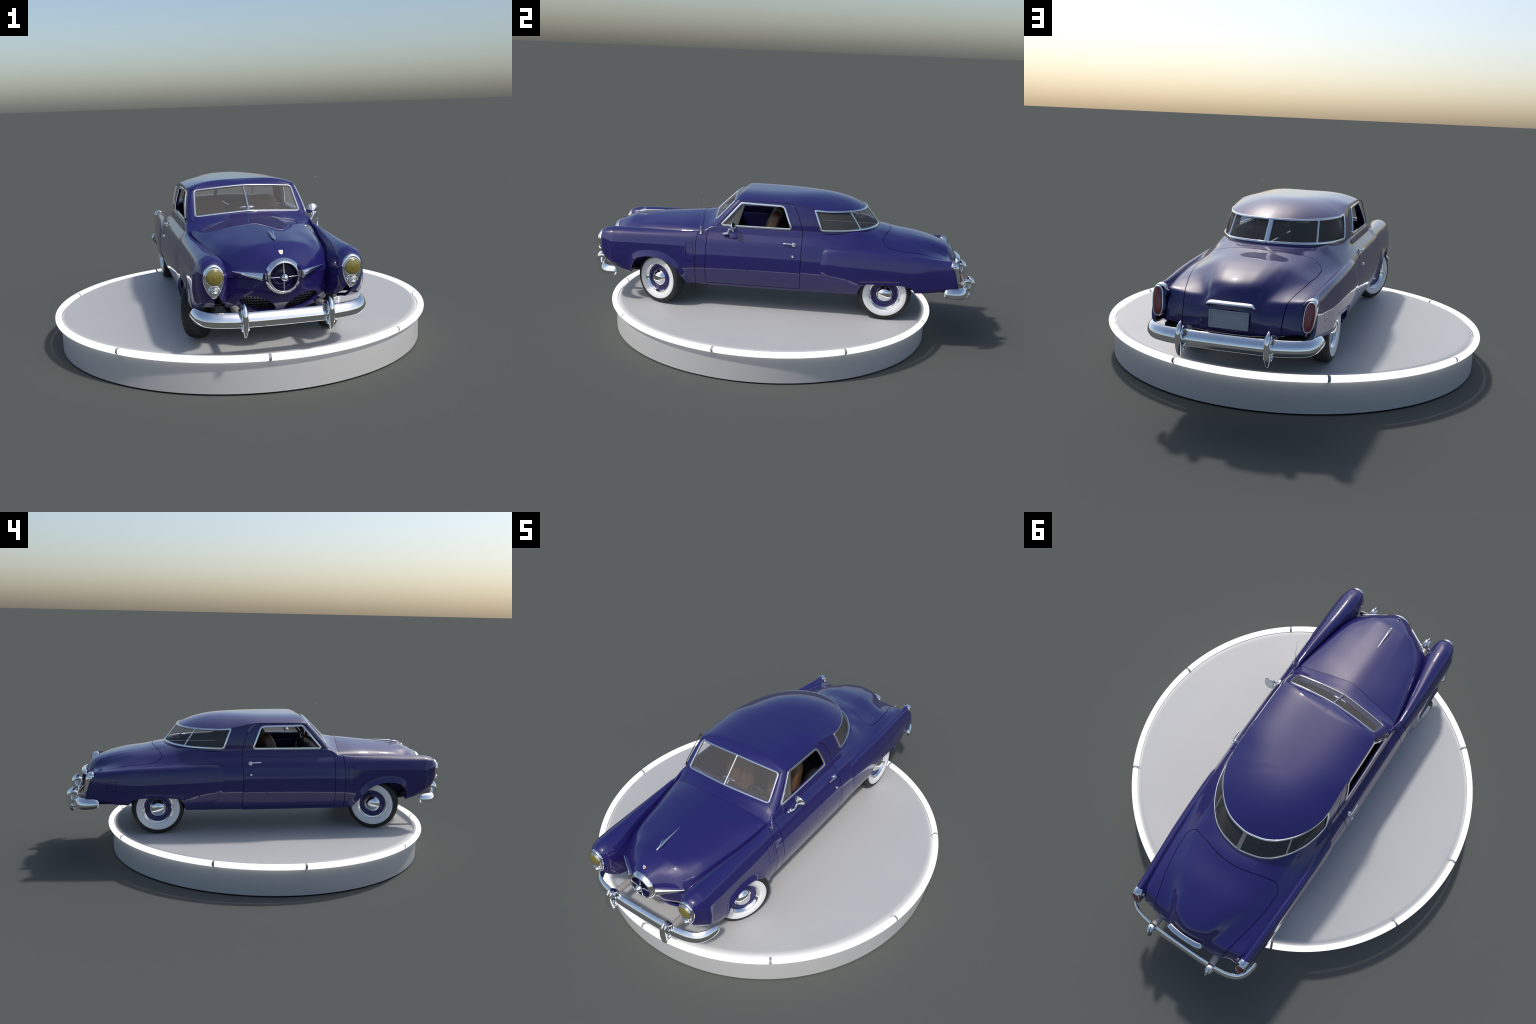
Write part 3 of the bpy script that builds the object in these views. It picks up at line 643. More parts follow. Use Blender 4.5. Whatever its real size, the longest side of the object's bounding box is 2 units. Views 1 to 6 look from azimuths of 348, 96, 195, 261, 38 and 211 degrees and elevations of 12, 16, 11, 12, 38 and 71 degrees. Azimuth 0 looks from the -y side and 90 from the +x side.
# the pod swells out of the quarter panel along its rounded leading edge
dn = inside(np.stack([Gp[..., 1].ravel(), Gp[..., 2].ravel()], 1), NOSEP).reshape(Gp.shape[:2])
w = np.sqrt(np.clip(1 - (1 - np.clip(dn, 0, .030) / .030) ** 2, 0, 1))
fx = np.interp(Gp[..., 2].ravel(), [.2745, .287, .32, .37, .445, .482, .515, .547], [.2950, .3105, .3235, .3315, .3290, .3180, .3040, .2790]).reshape(w.shape)
mix = np.where(Ap[..., 1] > .05, w, 1)
Gp[..., 0] = np.where(Ap[..., 1] > .04, fx * (1 - mix) + Gp[..., 0] * mix, Gp[..., 0])
step = inside(np.stack([Gp[..., 1].ravel(), Gp[..., 2].ravel()], 1), [(.4110,.25),(.4090,.3545),(.50,.3615),(.60,.3655),(.70,.366),(.70,.25)]).reshape(w.shape)
Gp[..., 0] -= .004 * np.clip((step + .001) / .003, 0, 1) * np.clip((.66 - Gp[..., 1]) / .12, 0, 1)
POD_M = from_grid(Gp, Ap, outward=(1, 0, .3))
dn = inside(yz(POD_M), NOSEP); drw = -inside(yz(POD_M), RW)
sel = np.minimum(np.where(POD_M.A[:, 1] > .03, dn, POD_M.V[:, 1] - .24), np.where(POD_M.A[:, 1] > .12, drw, 1))
pod = clip(POD_M, sel)
fuel = rounded([(.742,.3815),(.7935,.3835),(.7925,.4275),(.741,.4295)], .003)
part('rear_fender', flange(pod, .010), PAINT)
pm = pod
df = inside(yz(pm), fuel)
part('rear_fender', flange(clip(pm, np.where(pm.A[:, 1] > .1, -df - .0007, 1)), .010).mirror(), PAINT)
part('fuel_door', flange(clip(pm, np.where(pm.A[:, 1] > .1, df - .0007, -1)), .004).mirror(), PAINT)
# end cap of the pod behind the tail lamp
endring = Gp[-1]
cap = from_grid(np.stack([endring * (1 - t) + (np.array([.262, .868, .40]) * .5 + endring.mean(0) * .5) * t for t in np.linspace(0, 1, 6)]), outward=(0, 1, 0))
pair('tail_cap', cap, PAINT)

# lower front: panel under the hood's leading edge
LOWER = [
 [(0,-.905,.4395),(.069,-.9075,.4395),(.094,-.892,.4398),(.130,-.8705,.4402),(.170,-.8470,.4407),(.202,-.824,.4410)],
 [(0,-.900,.415),(.068,-.899,.415),(.094,-.886,.415),(.130,-.866,.415),(.170,-.843,.415),(.2,-.822,.415)],
 [(0,-.893,.385),(.066,-.889,.388),(.094,-.879,.388),(.130,-.861,.388),(.168,-.840,.388),(.198,-.820,.388)],
 [(0,-.878,.352),(.062,-.875,.356),(.094,-.866,.358),(.130,-.851,.360),(.166,-.834,.362),(.197,-.815,.365)],
 [(0,-.860,.322),(.060,-.857,.322),(.094,-.850,.325),(.130,-.838,.330),(.165,-.824,.336),(.197,-.806,.343)],
 [(0,-.842,.300),(.058,-.840,.300),(.094,-.834,.304),(.130,-.824,.311),(.165,-.812,.319),(.197,-.796,.328)],
 [(0,-.80,.290),(.058,-.80,.290),(.094,-.80,.294),(.130,-.795,.300),(.165,-.785,.307),(.197,-.77,.315)],
]
Gl, Al = loft(mirror_net(LOWER), 90, 240, smooth=2)
lowp = from_grid(Gl, Al, outward=(0, -1, 0))
GR = rounded([(.012,.309),(.024,.333),(.052,.356),(.085,.3705),(.122,.3735),(.149,.364),(.152,.350),(.128,.327),(.085,.309),(.040,.302)], .010)
dgr = np.maximum(inside(np.stack([lowp.V[:, 0], lowp.V[:, 2]], 1), GR), inside(np.stack([-lowp.V[:, 0], lowp.V[:, 2]], 1), GR))
part('front_panel', flange(clip(lowp, -dgr), .010), PAINT)
# perforated grille plates set back inside the openings
def grille():
    V, N, T, o = [], [], [], 0
    px, pz = .0118, .0108
    parts = []
    n = unit(np.array([0, -.80, -.55]))
    def at(x, z):
        y = np.interp(z, [.295, .322, .356, .388], [-.822, -.846, -.864, -.878]) + .35 * abs(x) ** 1.6 + .030
        return np.array([x, y, z])
    bars = []
    for i in range(15):
        x = .004 + i * px
        zs = np.linspace(.298, .382, 20); pts = np.array([at(x + (z - .34) * .15, z) for z in zs])
        k = inside(pts[:, [0, 2]], GR) > -.003
        if k.sum() > 1: bars.append(sweep(pts[k], np.array([(-.0028, -.0012), (.0028, -.0012), (.0028, .0012), (-.0028, .0012)]), n))
    for j in range(9):
        z0 = .296 + j * pz
        xs = np.linspace(.004, .16, 30); pts = np.array([at(x, z0 + x * .02) for x in xs])
        k = inside(pts[:, [0, 2]], GR) > -.003
        if k.sum() > 1: bars.append(sweep(pts[k], np.array([(-.0026, -.0010), (.0026, -.0010), (.0026, .0014), (-.0026, .0014)]), n))
    return join(*bars)
pair('grille', grille(), MESH)

# ================================================================== CHROME AND FITTINGS
FR = ellipse(.0042, .0034, 10)
def frame_from(m, which=0, closed=True, keep=None, sec=FR, step=.004, lift=.0015):
    lp = loops(m)[which]; P, N = m.V[lp], m.N[lp]
    if keep is not None:
        k = keep(P); i0 = np.where(~k)[0]
        s = i0[-1] + 1 if len(i0) else 0
        order = (np.arange(len(P)) + s) % len(P); order = order[k[order]]
        P, N = P[order], N[order]
    Q = even(np.hstack([P + N * lift, N]), step, closed and keep is None)
    Q[:, :3] = soften(Q[:, None, :3], 2, (0,))[:, 0] if keep is not None else Q[:, :3]
    return sweep(Q[:, :3], sec, unit(Q[:, 3:]), closed=closed and keep is None)
dwin = clip(GH, np.where(near, dw, -1))
pair('window_frame', frame_from(dwin, sec=ellipse(.0052, .0034, 16, 3.5)), CHROME, car)
whole_q = clip(GH, dq)
pair('rear_window_frame', frame_from(whole_q, keep=lambda P: P[:, 0] > 2e-4, sec=ellipse(.0050, .0036, 16, 3.5)), CHROME)
def gh_line(s, sec, w=1):
    P = np.stack([np.array([np.interp(s, gs, GB[:, k]) * (1 - h) + np.interp(s, gs, GT[:, k]) * h for k in range(3)]) for h in np.linspace(.06, .95, 12)])
    return P
sb = np.interp(11.0, np.arange(len(gs)), gs)
pbar = gh_line(sb, None); pbar += unit(np.array([.6, .8, .4])) * .001
pair('rear_window_bar', sweep(pbar, ellipse(.0042, .004, 10), np.array([.6, .7, .4])), CHROME)
cbar = gh_line(gs[-1], None) + [0, .001, .001]
part('rear_window_divider', sweep(cbar, ellipse(.0098, .0035, 14, 4), np.array([0, .8, .6])), CHROME)
# windscreen frame and divider
def screen_frame():
    lp = loops(pane)[0]; P, N = pane.V[lp], pane.N[lp]
    k = P[:, 0] > 2e-4; i0 = np.where(~k)[0]; s = i0[-1] + 1
    # rotate so that the open end lies on the middle line
    order = (np.arange(len(P)) + s) % len(P); order = order[k[order]]
    Q = even(np.hstack([P[order] + N[order] * .001, N[order]]), .004)
    Q[0, 0] = 0; Q[-1, 0] = 0
    return sweep(Q[:, :3], ellipse(.0046, .0042, 14, 3), unit(Q[:, 3:]))
pair('windscreen_frame', screen_frame(), CHROME)
part('windscreen_divider', sweep(np.array([screen(0, h) for h in np.linspace(.02, .98, 8)]) + [0, -.001, .001], ellipse(.0042, .0045, 10), np.array([0, -.7, .7])), CHROME)

# triangular vent panes of the door windows
def on_gh(y, z):
    i = np.argmin((GH.V[:, 1] - y) ** 2 + (GH.V[:, 2] - z) ** 2 + (GH.A[:, 0] > gs[8]) * 9); return GH.V[i, 0]
VP = [(-.298,.5895),(-.204,.696),(-.186,.6965),(-.216,.5895)]
vp3 = np.array([(on_gh(y, z) - .002, y, z) for y, z in VP])
part('vent_window', slab(vp3, np.cross(vp3[1] - vp3[0], vp3[3] - vp3[0]), .002), GLASS)
part('vent_window_post', tube(vp3[[2, 3]], .0022), BLACK)
open_frame = even(curve([(.2420,-.226,.7075),(.2540,-.2130,.7085),(.2600,-.2110,.7030),(.2660,-.258,.6530),(.2710,-.3130,.5960),(.2705,-.3190,.5895)], 40), .006)
part('vent_window_frame', tube(open_frame, .0019, up=(1, .3, .2), n=8).mirror(), BLACK)
part('vent_window_latch', superbox((-.2675, -.3070, .5915), (.0035, .0180, .0045), 3, axes=[[1, 0, 0], [0, 1, .05], [0, -.05, 1]]), BLACK)

# bullet nose: wide chrome ring, dark tunnel, spinner with four blades
ring_prof = np.array([(.0510,-.020),(.0505,.004),(.0512,.0105),(.0530,.0125),(.0555,.0115),(.0600,.0065),(.0645,-.0005),(.0675,-.007),(.0680,-.014)])
part('nose_ring', lathe(curve(ring_prof[::-1], 30), RING_C + [0, 0, 0], (0, -1, 0), 96), CHROME)
nose = part('nose_spinner', join(lathe(curve([(.0004,.036),(.006,.0335),(.012,.027),(.0163,.018),(.0172,.010),(.0145,-.001),(.011,-.012),(.0095,-.024)], 40)[::1], RING_C, (0, -1, 0), 48)), CHROME)
for ang in (0, 90, 180, 270):
    a = math.radians(ang); dvec = np.array([math.sin(a), 0, math.cos(a)])
    big = ang == 0
    pth = [RING_C + dvec * t + [0, -.004 + .16 * max(t - .01, 0) * .3, 0] for t in np.linspace(.008, .051, 8)]
    blade = sweep(np.array(pth), ellipse(.0030 if not big else .0036, .006, 10), np.array([0, -1, 0.]), scale=np.stack([np.linspace(1.4, .55, 8), np.linspace(1.3, .7, 8)], 1))
    part('spinner_blade', blade, CHROME if ang != 180 else CHROME)
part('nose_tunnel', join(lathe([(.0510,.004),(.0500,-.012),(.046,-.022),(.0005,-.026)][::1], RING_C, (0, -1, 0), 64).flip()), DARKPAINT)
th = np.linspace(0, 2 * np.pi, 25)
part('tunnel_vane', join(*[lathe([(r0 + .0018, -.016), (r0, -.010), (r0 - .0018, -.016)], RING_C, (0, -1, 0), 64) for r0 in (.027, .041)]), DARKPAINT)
part('nose_nacelle', lathe(curve([(.066,-.10),(.0675,-.085),(.0685,-.03),(.0683,-.010)], 12), RING_C, (0, -1, 0), 72), PAINT)
# chrome wings on either side of the ring
wp = curve([(.0725,-.9140,.4530),(.094,-.9000,.4555),(.125,-.8805,.4595),(.150,-.8645,.4630),(.1740,-.8480,.4665)], 24)
t = np.linspace(0, 1, 24)
wing = sweep(wp, ellipse(.0085, .0140, 18, 3.0), np.array([0, .42, .9]), scale=np.stack([1.1 - .75 * t, 1.05 - .90 * t], 1))
pair('nose_wing', wing, CHROME)
# crest badge
def badge():
    b0 = np.array([0, -.8895, .5335]); up = unit(np.array([0, .62, .78])); rt = np.array([1., 0, 0]); n = unit(np.array([0, -.78, .62]))
    sh = lambda s: np.array([b0 + n * .001 + (rt * x + up * z) * s for x, z in [(-.0065,.006),(-.003,.0068),(0,.006),(.003,.0068),(.0065,.006),(.0062,-.001),(.004,-.0055),(0,-.0085),(-.004,-.0055),(-.0062,-.001)]])
    o = part('crest_badge', slab(sh(1.15), n, .003), SATIN)
    part('crest_shield', slab(sh(.95) + n * .0006, n, .003), ENAMEL_WHITE)
    for sx, sz, mt in ((-1, 1, ENAMEL_RED), (1, -1, ENAMEL_RED), (1, 1, GOLD), (-1, -1, GOLD)):
        c = b0 + n * .0034 + rt * sx * .0024 + up * (sz * .0024 - .0004)
        part('crest_field', slab(np.array([c + rt * a * .0017 + up * b * .0017 for a, b in ((-1,-1),(1,-1),(1,1),(-1,1))]), n, .0012), mt)
badge()
# hood ornament: a slim dart with a pointed nose, swept wings and an upright fin
oz = lambda y: np.interp(y, [-.872, -.81, -.73, -.66, -.58], [.5415, .5615, .5755, .5835, .591])
dart = np.array([(0, y, oz(y) + h) for y, h in [(-.812,.006),(-.806,.007),(-.795,.0075),(-.775,.007),(-.74,.005),(-.70,.003),(-.665,.0012)]])
part('hood_ornament', sweep(curve(dart, 30), ellipse(.0052, .0048, 12), np.array([0, 0, 1.]), scale=np.stack([np.interp(np.linspace(0, 1, 30), [0, .06, .2, .35, 1], [.35, .9, 1.35, 1.1, .12]), np.interp(np.linspace(0, 1, 30), [0, .08, .3, 1], [.5, 1.1, 1.0, .25])], 1)), CHROME)
fin = [(0, y, oz(y) + h) for y, h in [(-.800,.010),(-.776,.0245),(-.768,.0255),(-.772,.017),(-.765,.006),(-.79,.004)]]
part('ornament_fin', slab(np.array(fin), (1, 0, 0), .003), CHROME)
# headlamps in egg-shaped chrome bezels with a small parking lamp below
def egg(s=1.0, dz=0):
    th = np.linspace(0, 2 * np.pi, 64, endpoint=False)
    zc_, up, dn, hw = .468, .0485, .0770, .0375
    x = np.sin(th) * hw; z = np.where(np.cos(th) > 0, np.cos(th) * up, np.cos(th) * dn)
    x = x * np.where(np.cos(th) < 0, 1 - .22 * np.abs(np.cos(th)) ** 1.5, 1)
    return np.stack([.2570 + x * s, 0 * x, zc_ + z * (s if s <= 1 else 1 + (s - 1) * .7)], 1)
def bezel():
    rings = []
    for s, y in ((1.0, -.921), (1.03, -.925), (1.02, -.9305), (.97, -.9345), (.90, -.9365), (.80, -.9370), (.5, -.9365), (.2, -.936), (.01, -.936)):
        e = egg(s); e[:, 1] = y + .006 * np.clip((.468 - e[:, 2]) / .077, 0, 1); rings.append(e)
    return from_grid(np.array(rings), closed_v=True, outward=(0, -1, 0))
hc = np.array([.2560, -.9355, .4705])
for sgn, nm in ((1, 0), (-1, 1)):
    mm = (lambda m: m) if sgn > 0 else (lambda m: m.mirror())
    hl = part('headlamp', mm(bezel()), CHROME)
    part('headlamp_rim', mm(lathe(curve([(.0325,-.004),(.0330,.004),(.0318,.0075),(.0300,.0080),(.0290,.0062)], 14), hc, (0, -1, 0), 64)), CHROME, hl)
    part('headlamp_lens', mm(lathe([(.0295 * math.cos(a), .006 + .0095 * math.sin(a)) for a in np.linspace(0, np.pi / 2 - .02, 12)], hc, (0, -1, 0), 64)), LENS, hl)
    part('headlamp_bulb_cap', mm(lathe([(.0095,.0145),(.0085,.0158),(.0003,.0160)], hc, (0, -1, 0), 32)), LENS, hl)
    pc = np.array([.2565, -.9335, .4135])
    part('parking_lamp', mm(join(lathe(curve([(.0155,-.002),(.0158,.005),(.0140,.008),(.0118,.0085)], 12), pc, (0, -1, 0), 40),
         lathe([(.0118,.0085)] + [(.0112 * math.cos(a), .0085 + .0085 * math.sin(a)) for a in np.linspace(0, np.pi / 2 - .03, 9)], pc, (0, -1, 0), 40))), CHROME, hl)
    part('parking_lamp_visor', mm(sweep(curve([pc + [-.021, -.001, .006], pc + [-.013, -.010, .0155], pc + [0, -.0125, .0185], pc + [.013, -.010, .0155], pc + [.021, -.001, .006]], 16), ellipse(.0042, .0030, 10), np.array([0, -.3, 1.]))), CHROME, hl)

# bumpers, overriders and their pipe brackets
def bumper(path, zc):
    P = curve([(x, y, zc) for x, y in path], 110)
    full = np.vstack([(P * [-1, 1, 1])[:0:-1], P])
    tt = np.abs(np.linspace(-1, 1, len(full)))
    sy = np.interp(tt, [0, .70, .84, .92, .965, .988, 1], [1, 1, .97, .88, .76, .62, .35]); sx = np.interp(tt, [0, .86, .97, 1], [1, 1, .8, .45])
    full[:, 2] += np.interp(tt, [0, .45, .75, .90, 1], [0, .001, .005, .010, .013])
    # a rolled blade: round face, hollow back
    face = curve([(-.001,-.0310),(.010,-.0270),(.0165,-.0185),(.0198,-.0110),(.0198,-.0040),(.0175,.0050),(.0130,.0140),(.0065,.0220),(-.0015,.0280)], 28)
    back = curve([(-.004,.0268),(.003,.0210),(.0100,.0120),(.0148,.0030),(.0168,-.006),(.0155,-.014),(.0085,-.0245),(-.003,-.0292)], 24)
    sec = np.vstack([face, back])
    return sweep(full, sec - [.006, 0], np.array([0, 0, 1.]), scale=np.stack([sx, sy], 1))
FB = [(0,-.9525),(.10,-.9522),(.17,-.9490),(.225,-.9420),(.266,-.9300),(.296,-.9110),(.3140,-.8850),(.3245,-.8550),(.3290,-.8320)]
RB = [(0,.9530),(.10,.9527),(.17,.9500),(.220,.9440),(.263,.9320),(.292,.9110),(.3080,.8800),(.3150,.8520),(.3165,.8300)]
def check_face(m, sgn):
    return m
part('front_bumper', bumper(FB, .3085), CHROME)
mrb = bumper([(x, -y) for x, y in RB], .3105); mrb = Mesh(mrb.V * [1, -1, 1], mrb.N * [1, -1, 1], mrb.T[:, ::-1])
part('rear_bumper', mrb, CHROME)
def overrider(x, s):
    """upright blade standing proud of the bumper, s=-1 front, +1 rear"""
    pts = np.array([(x, s * y, z) for y, z in [(.958,.368),(.970,.3625),(.979,.349),(.9835,.328),(.9835,.305),(.9805,.283),(.974,.263),(.966,.2535)]])
    P = curve(pts, 36); t = np.linspace(0, 1, 36)
    k = np.sqrt(np.clip(1 - (2 * t - 1) ** 2, .006, 1))
    blade = sweep(P, ellipse(.0118, .0165, 20, 2.2), np.array([0, s, 0.0]) , scale=np.stack([k, .30 + .70 * k], 1))
    return blade
def clamp(x, s):
    P = np.array([(x, s * y, z) for y, z in [(.945,.345),(.962,.350),(.973,.347),(.980,.335)]])
    return sweep(curve(P, 14), ellipse(.0165, .0085, 14, 3), np.array([0, 0, 1.]), scale=np.stack([np.linspace(1.05, .8, 14), np.linspace(.9, 1.2, 14)], 1))
def clamp_low(x, s):
    P = np.array([(x, s * y, z) for y, z in [(.955,.283),(.966,.277),(.978,.283)]])
    return sweep(curve(P, 10), ellipse(.0145, .0070, 12, 3), np.array([0, 0, 1.]))
for s in (-1, 1):
    for x in (.1585, -.1585):
        ob = part('overrider', overrider(x, s), CHROME)
        part('overrider_clamp', join(clamp(x, s), clamp_low(x, s)), CHROME, ob)
pair('bumper_pipe', tube([(.164,-.80,.316),(.166,-.950,.321)], .0150, n=24), STEEL)
pair('bumper_pipe', tube([(.150,.85,.330),(.158,.955,.325)], .0165, n=24), STEEL)

# tail lamps
def tail_lamp():
    th = np.linspace(0, 2 * np.pi, 56, endpoint=False)
    def ringp(hw, hh, out, p=2.6):
        e = ellipse(hw, hh, 56, p); z = .4165 + e[:, 1]; x = .2775 + e[:, 0] + .004 * e[:, 1] / .05
        y = .8790 + (.478 - z) * .20 + out
        return np.stack([x, y, z], 1)
    rim = from_grid(np.array([ringp(.0218,.0535,-.022), ringp(.0220,.0537,-.006), ringp(.0214,.0530,.002), ringp(.0200,.0512,.0055), ringp(.0180,.0488,.0055), ringp(.0168,.0470,.002)]), closed_v=True, outward=lambda V: V - [.2775, .86, .4165])
    lens = from_grid(np.array([ringp(.0172,.0475,.002), ringp(.0160,.0455,.006), ringp(.0110,.0385,.0105), ringp(.0060,.030,.0120), ringp(.0002,.0005,.0125)]), closed_v=True, outward=(0, 1, 0))
    return rim, lens
rim, lens = tail_lamp()
for k in (0, 1):
    f = (lambda m: m.mirror()) if k else (lambda m: m)
    o = part('tail_lamp', f(rim), CHROME); part('tail_lamp_lens', f(lens), RED, o)
    part('tail_lamp_visor', f(sweep(curve([(.258,.862,.452),(.262,.866,.4665),(.277,.869,.4735),(.292,.867,.4675),(.2975,.864,.453)], 20), ellipse(.013, .0035, 12, 3), np.array([0, .2, 1.]))), CHROME, o)

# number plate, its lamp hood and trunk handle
pn = unit(np.array([0, 1, .06]))
pc = np.array([0, .9225, .3850])
def rect(c, hw, hh, r): 
    q = rounded([(-hw, -hh), (hw, -hh), (hw, hh), (-hw, hh)], r, 4); u = unit(np.array([0, -.06, 1.]))
    return np.array([c + np.array([1., 0, 0]) * a + u * b for a, b in q])
plate = part('number_plate', slab(rect(pc, .0715, .0305, .002), pn, .004), PLATE)
fo = rect(pc + pn * .003, .0700, .0290, .001); 
part('plate_border', sweep(even(fo, .004, True), ellipse(.0032, .0014, 8), pn, closed=True), PLATE, plate)
part('plate_border', sweep(even(rect(pc + pn * .0018, .0600, .0195, .001), .004, True), ellipse(.0012, .0010, 8), pn, closed=True), PLATE, plate)
part('plate_bracket', slab(rect(np.array([0, .9165, .385]), .03, .02, .002), pn, .012), GAP, plate)
part('plate_lamp_hood', sweep(curve([(-.0865,.896,.417),(-.0845,.905,.430),(-.078,.9105,.4385),(-.04,.9165,.4410),(0,.9185,.4415),(.04,.9165,.4410),(.078,.9105,.4385),(.0845,.905,.430),(.0865,.896,.417)], 60), ellipse(.0125, .0045, 14, 2.6), np.array([0, .35, 1.]), scale=np.stack([np.interp(np.linspace(-1, 1, 60), [-1, -.8, .8, 1], [.25, 1, 1, .25]), np.ones(60)], 1)), CHROME)

# door handles and locks
def handle():
    ct = np.array([.3090, .073, .5155]); n = unit(np.array([.9, 0, .43]))
    disc = lathe(curve([(.0105,-.004),(.0108,.002),(.0095,.0045),(.006,.006),(.0055,.011),(.0004,.0125)], 20), ct, n, 32)
    p = curve([ct + n * .011, ct + n * .0125 + [0, -.012, 0], ct + n * .0125 + [0, -.035, .001], ct + n * .0115 + [0, -.054, .001]], 20)
    bar = sweep(p, ellipse(.0036, .0042, 12), n, scale=np.stack([np.interp(np.linspace(0, 1, 20), [0, .15, .9, 1], [.9, 1, .9, .4])] * 2, 1))
    return join(disc, bar)
def lock():
    ct = np.array([.3272, .071, .4600]); n = unit(np.array([.97, 0, .2]))
    return lathe(curve([(.0058,-.003),(.006,.003),(.0048,.0055),(.0035,.0058),(.0032,.0045),(.0003,.0045)], 16), ct, n, 24)
for k in (0, 1):
    f = (lambda m: m.mirror()) if k else (lambda m: m)
    part('door_handle', f(handle()), CHROME, doors[k]); part('door_lock', f(lock()), CHROME, doors[k])

# outside mirror (left door), antenna, inside mirror
mc = np.array([.3215, -.2310, .5880]); mn = unit(np.array([.15, .93, .30]))
mir = part('outside_mirror', join(lathe(curve([(.0250,.003),(.0268,.0025),(.0270,.000),(.0240,-.004),(.0165,-.0115),(.0080,-.0190),(.0004,-.023)], 24)[::-1], mc, mn, 48)), CHROME, doors[0])
part('mirror_glass', lathe([(.0255, .0025), (.0004, .0032)], mc, mn, 40), SATIN, mir)
part('mirror_arm', tube(curve([mc - mn * .016, mc + [-.004, -.028, -.022], (.3100,-.2620,.5520), (.3030,-.2750,.5480), (.2985,-.2700,.5530)], 20), .0042), CHROME, mir)
part('mirror_foot', superbox((.2960, -.2745, .5470), (.0075, .0160, .0055), 3), CHROME, mir)
ab = np.array([.2920, -.4020, .5350])
ant = part('antenna', lathe(curve([(.0065,0),(.0060,.004),(.0042,.012),(.0026,.024),(.0022,.030),(.0030,.032),(.0028,.036),(.0012,.038)], 24), ab, (-.01, 0, 1), 20), CHROME)
part('antenna_mast', tube([ab + [0, 0, .036], ab + [-.002, 0, .13], ab + [-.0045, 0, .213]], .0011, up=(0, 1, 0), n=8, scale=[[1.4, 1.4], [.9, .9], [.5, .5]]), CHROME, ant)
part('antenna_tip', ball(ab + [-.0045, 0, .2145], .0019, 12, 8), CHROME, ant)
im = part('inside_mirror', superbox((0, -.325, .6260), (.0340, .0055, .0085), 3, axes=[[1, 0, 0], [0, .94, .34], [0, -.34, .94]]), CHROME)
part('inside_mirror_stem', tube([(0, -.327, .622), (0, -.345, .607)], .003), CHROME, im)
# drip rails
drip = np.array([p for p in PER if -.215 < p[1] < .06])
pair('drip_rail', sweep(drip + [.0008, 0, -.0022], ellipse(.0018, .0014, 8), np.array([1, 0, .2])), PAINT)

# ================================================================== WHEELS
def wheel(c, steer, side):
    """side +1: outside faces +x"""
    R = .1325
    ang = np.linspace(0, 2 * np.pi, 360, endpoint=False)
    prof = curve([(.0795,-.026),(.088,-.033),(.105,-.0365),(.118,-.0355),(.1265,-.0310),(.1312,-.022),(.1325,-.010),(.1327,0),(.1325,.010),(.1312,.022),(.1265,.0310),(.1185,.0350),(.1090,.0365)], 84)
    a = ang[:, None]; rr = prof[None, :, 0] * np.ones_like(a); hh = prof[None, :, 1] * np.ones_like(a)
    tread = np.clip((rr - .1285) / .002, 0, 1)
    ph = (a / (2 * np.pi) * 46 + np.abs(hh) * 34) % 1.0
    groove = np.clip(1 - np.abs(ph - .5) / .14, 0, 1)
    rib = np.clip(1 - np.abs(np.abs(hh) - .0105) / .0012, 0, 1)
    rr = rr - .0034 * tread * np.maximum(groove, rib)
    n = np.array([math.cos(steer), math.sin(steer), 0.]) * side
    fwd = np.cross([0, 0, 1.], n); up = np.array([0, 0, 1.])
    Gt = np.asarray(c) + rr[..., None] * (np.cos(a)[..., None] * fwd + np.sin(a)[..., None] * up) + hh[..., None] * n
    tyre = from_grid(Gt, closed_u=True, outward=lambda V: V - np.asarray(c))
    w = part('wheel', tyre, RUBBER); w.name = 'wheel'
    L = lambda pr, k=72: lathe(pr, c, n, k)
    part('whitewall', L(curve([(.1092,.0363),(.1080,.0374),(.100,.0378),(.090,.0362),(.0815,.0325),(.0790,.0290)], 24), 96), WHITEWALL, w)
    part('trim_ring', L(curve([(.0805,.0285),(.0800,.0318),(.0780,.0330),(.0745,.0310),(.0700,.0255),(.0672,.0225),(.0660,.0190)], 24), 96), CHROME, w)
    part('wheel_disc', L(curve([(.0670,.0215),(.0640,.0225),(.0610,.0190),(.0570,.0175),(.0520,.0225),(.0470,.0235),(.0430,.0180),(.0380,.0150)], 30), 96), PAINT, w)
    part('hub_cap', L(curve([(.0430,.0170),(.0425,.0220),(.0405,.0245),(.0370,.0275),(.0300,.0345),(.0200,.0400),(.0100,.0425),(.0004,.0432)], 30), 72), CHROME, w)
    part('wheel_back', L([(.080,-.026),(.070,-.010),(.0005,-.008)][::-1]), BLACK, w)
WZ = FLOOR + .1335
ST = math.radians(-26)
wheel((.2680, -.6110, WZ), ST, 1); wheel((-.2680, -.5970, WZ), ST, -1)
wheel((.2680, .5390, WZ), 0, 1); wheel((-.2680, .5390, WZ), 0, -1)
# wheel houses
def house(yc, x0, x1, r, z):
    th = np.linspace(*((-.1, np.pi - .30) if yc < 0 else (.30, np.pi + .1)), 40)
    G = np.array([[(x, yc + r * math.cos(a), z + r * math.sin(a)) for x in np.linspace(x0, x1, 4)] for a in th])
    m = from_grid(G, outward=lambda V: np.array([0, yc, z]) - V * [0, 1, 1])
    cap = from_grid(np.array([[(x0, yc + rr * math.cos(a), z + rr * math.sin(a)) for rr in (r, r * .5, .002)] for a in th]), outward=(1, 0, 0))
    return join(m, cap)
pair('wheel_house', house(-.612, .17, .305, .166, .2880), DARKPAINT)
pair('wheel_house', house(.540, .18, .305, .150, .2850), DARKPAINT)
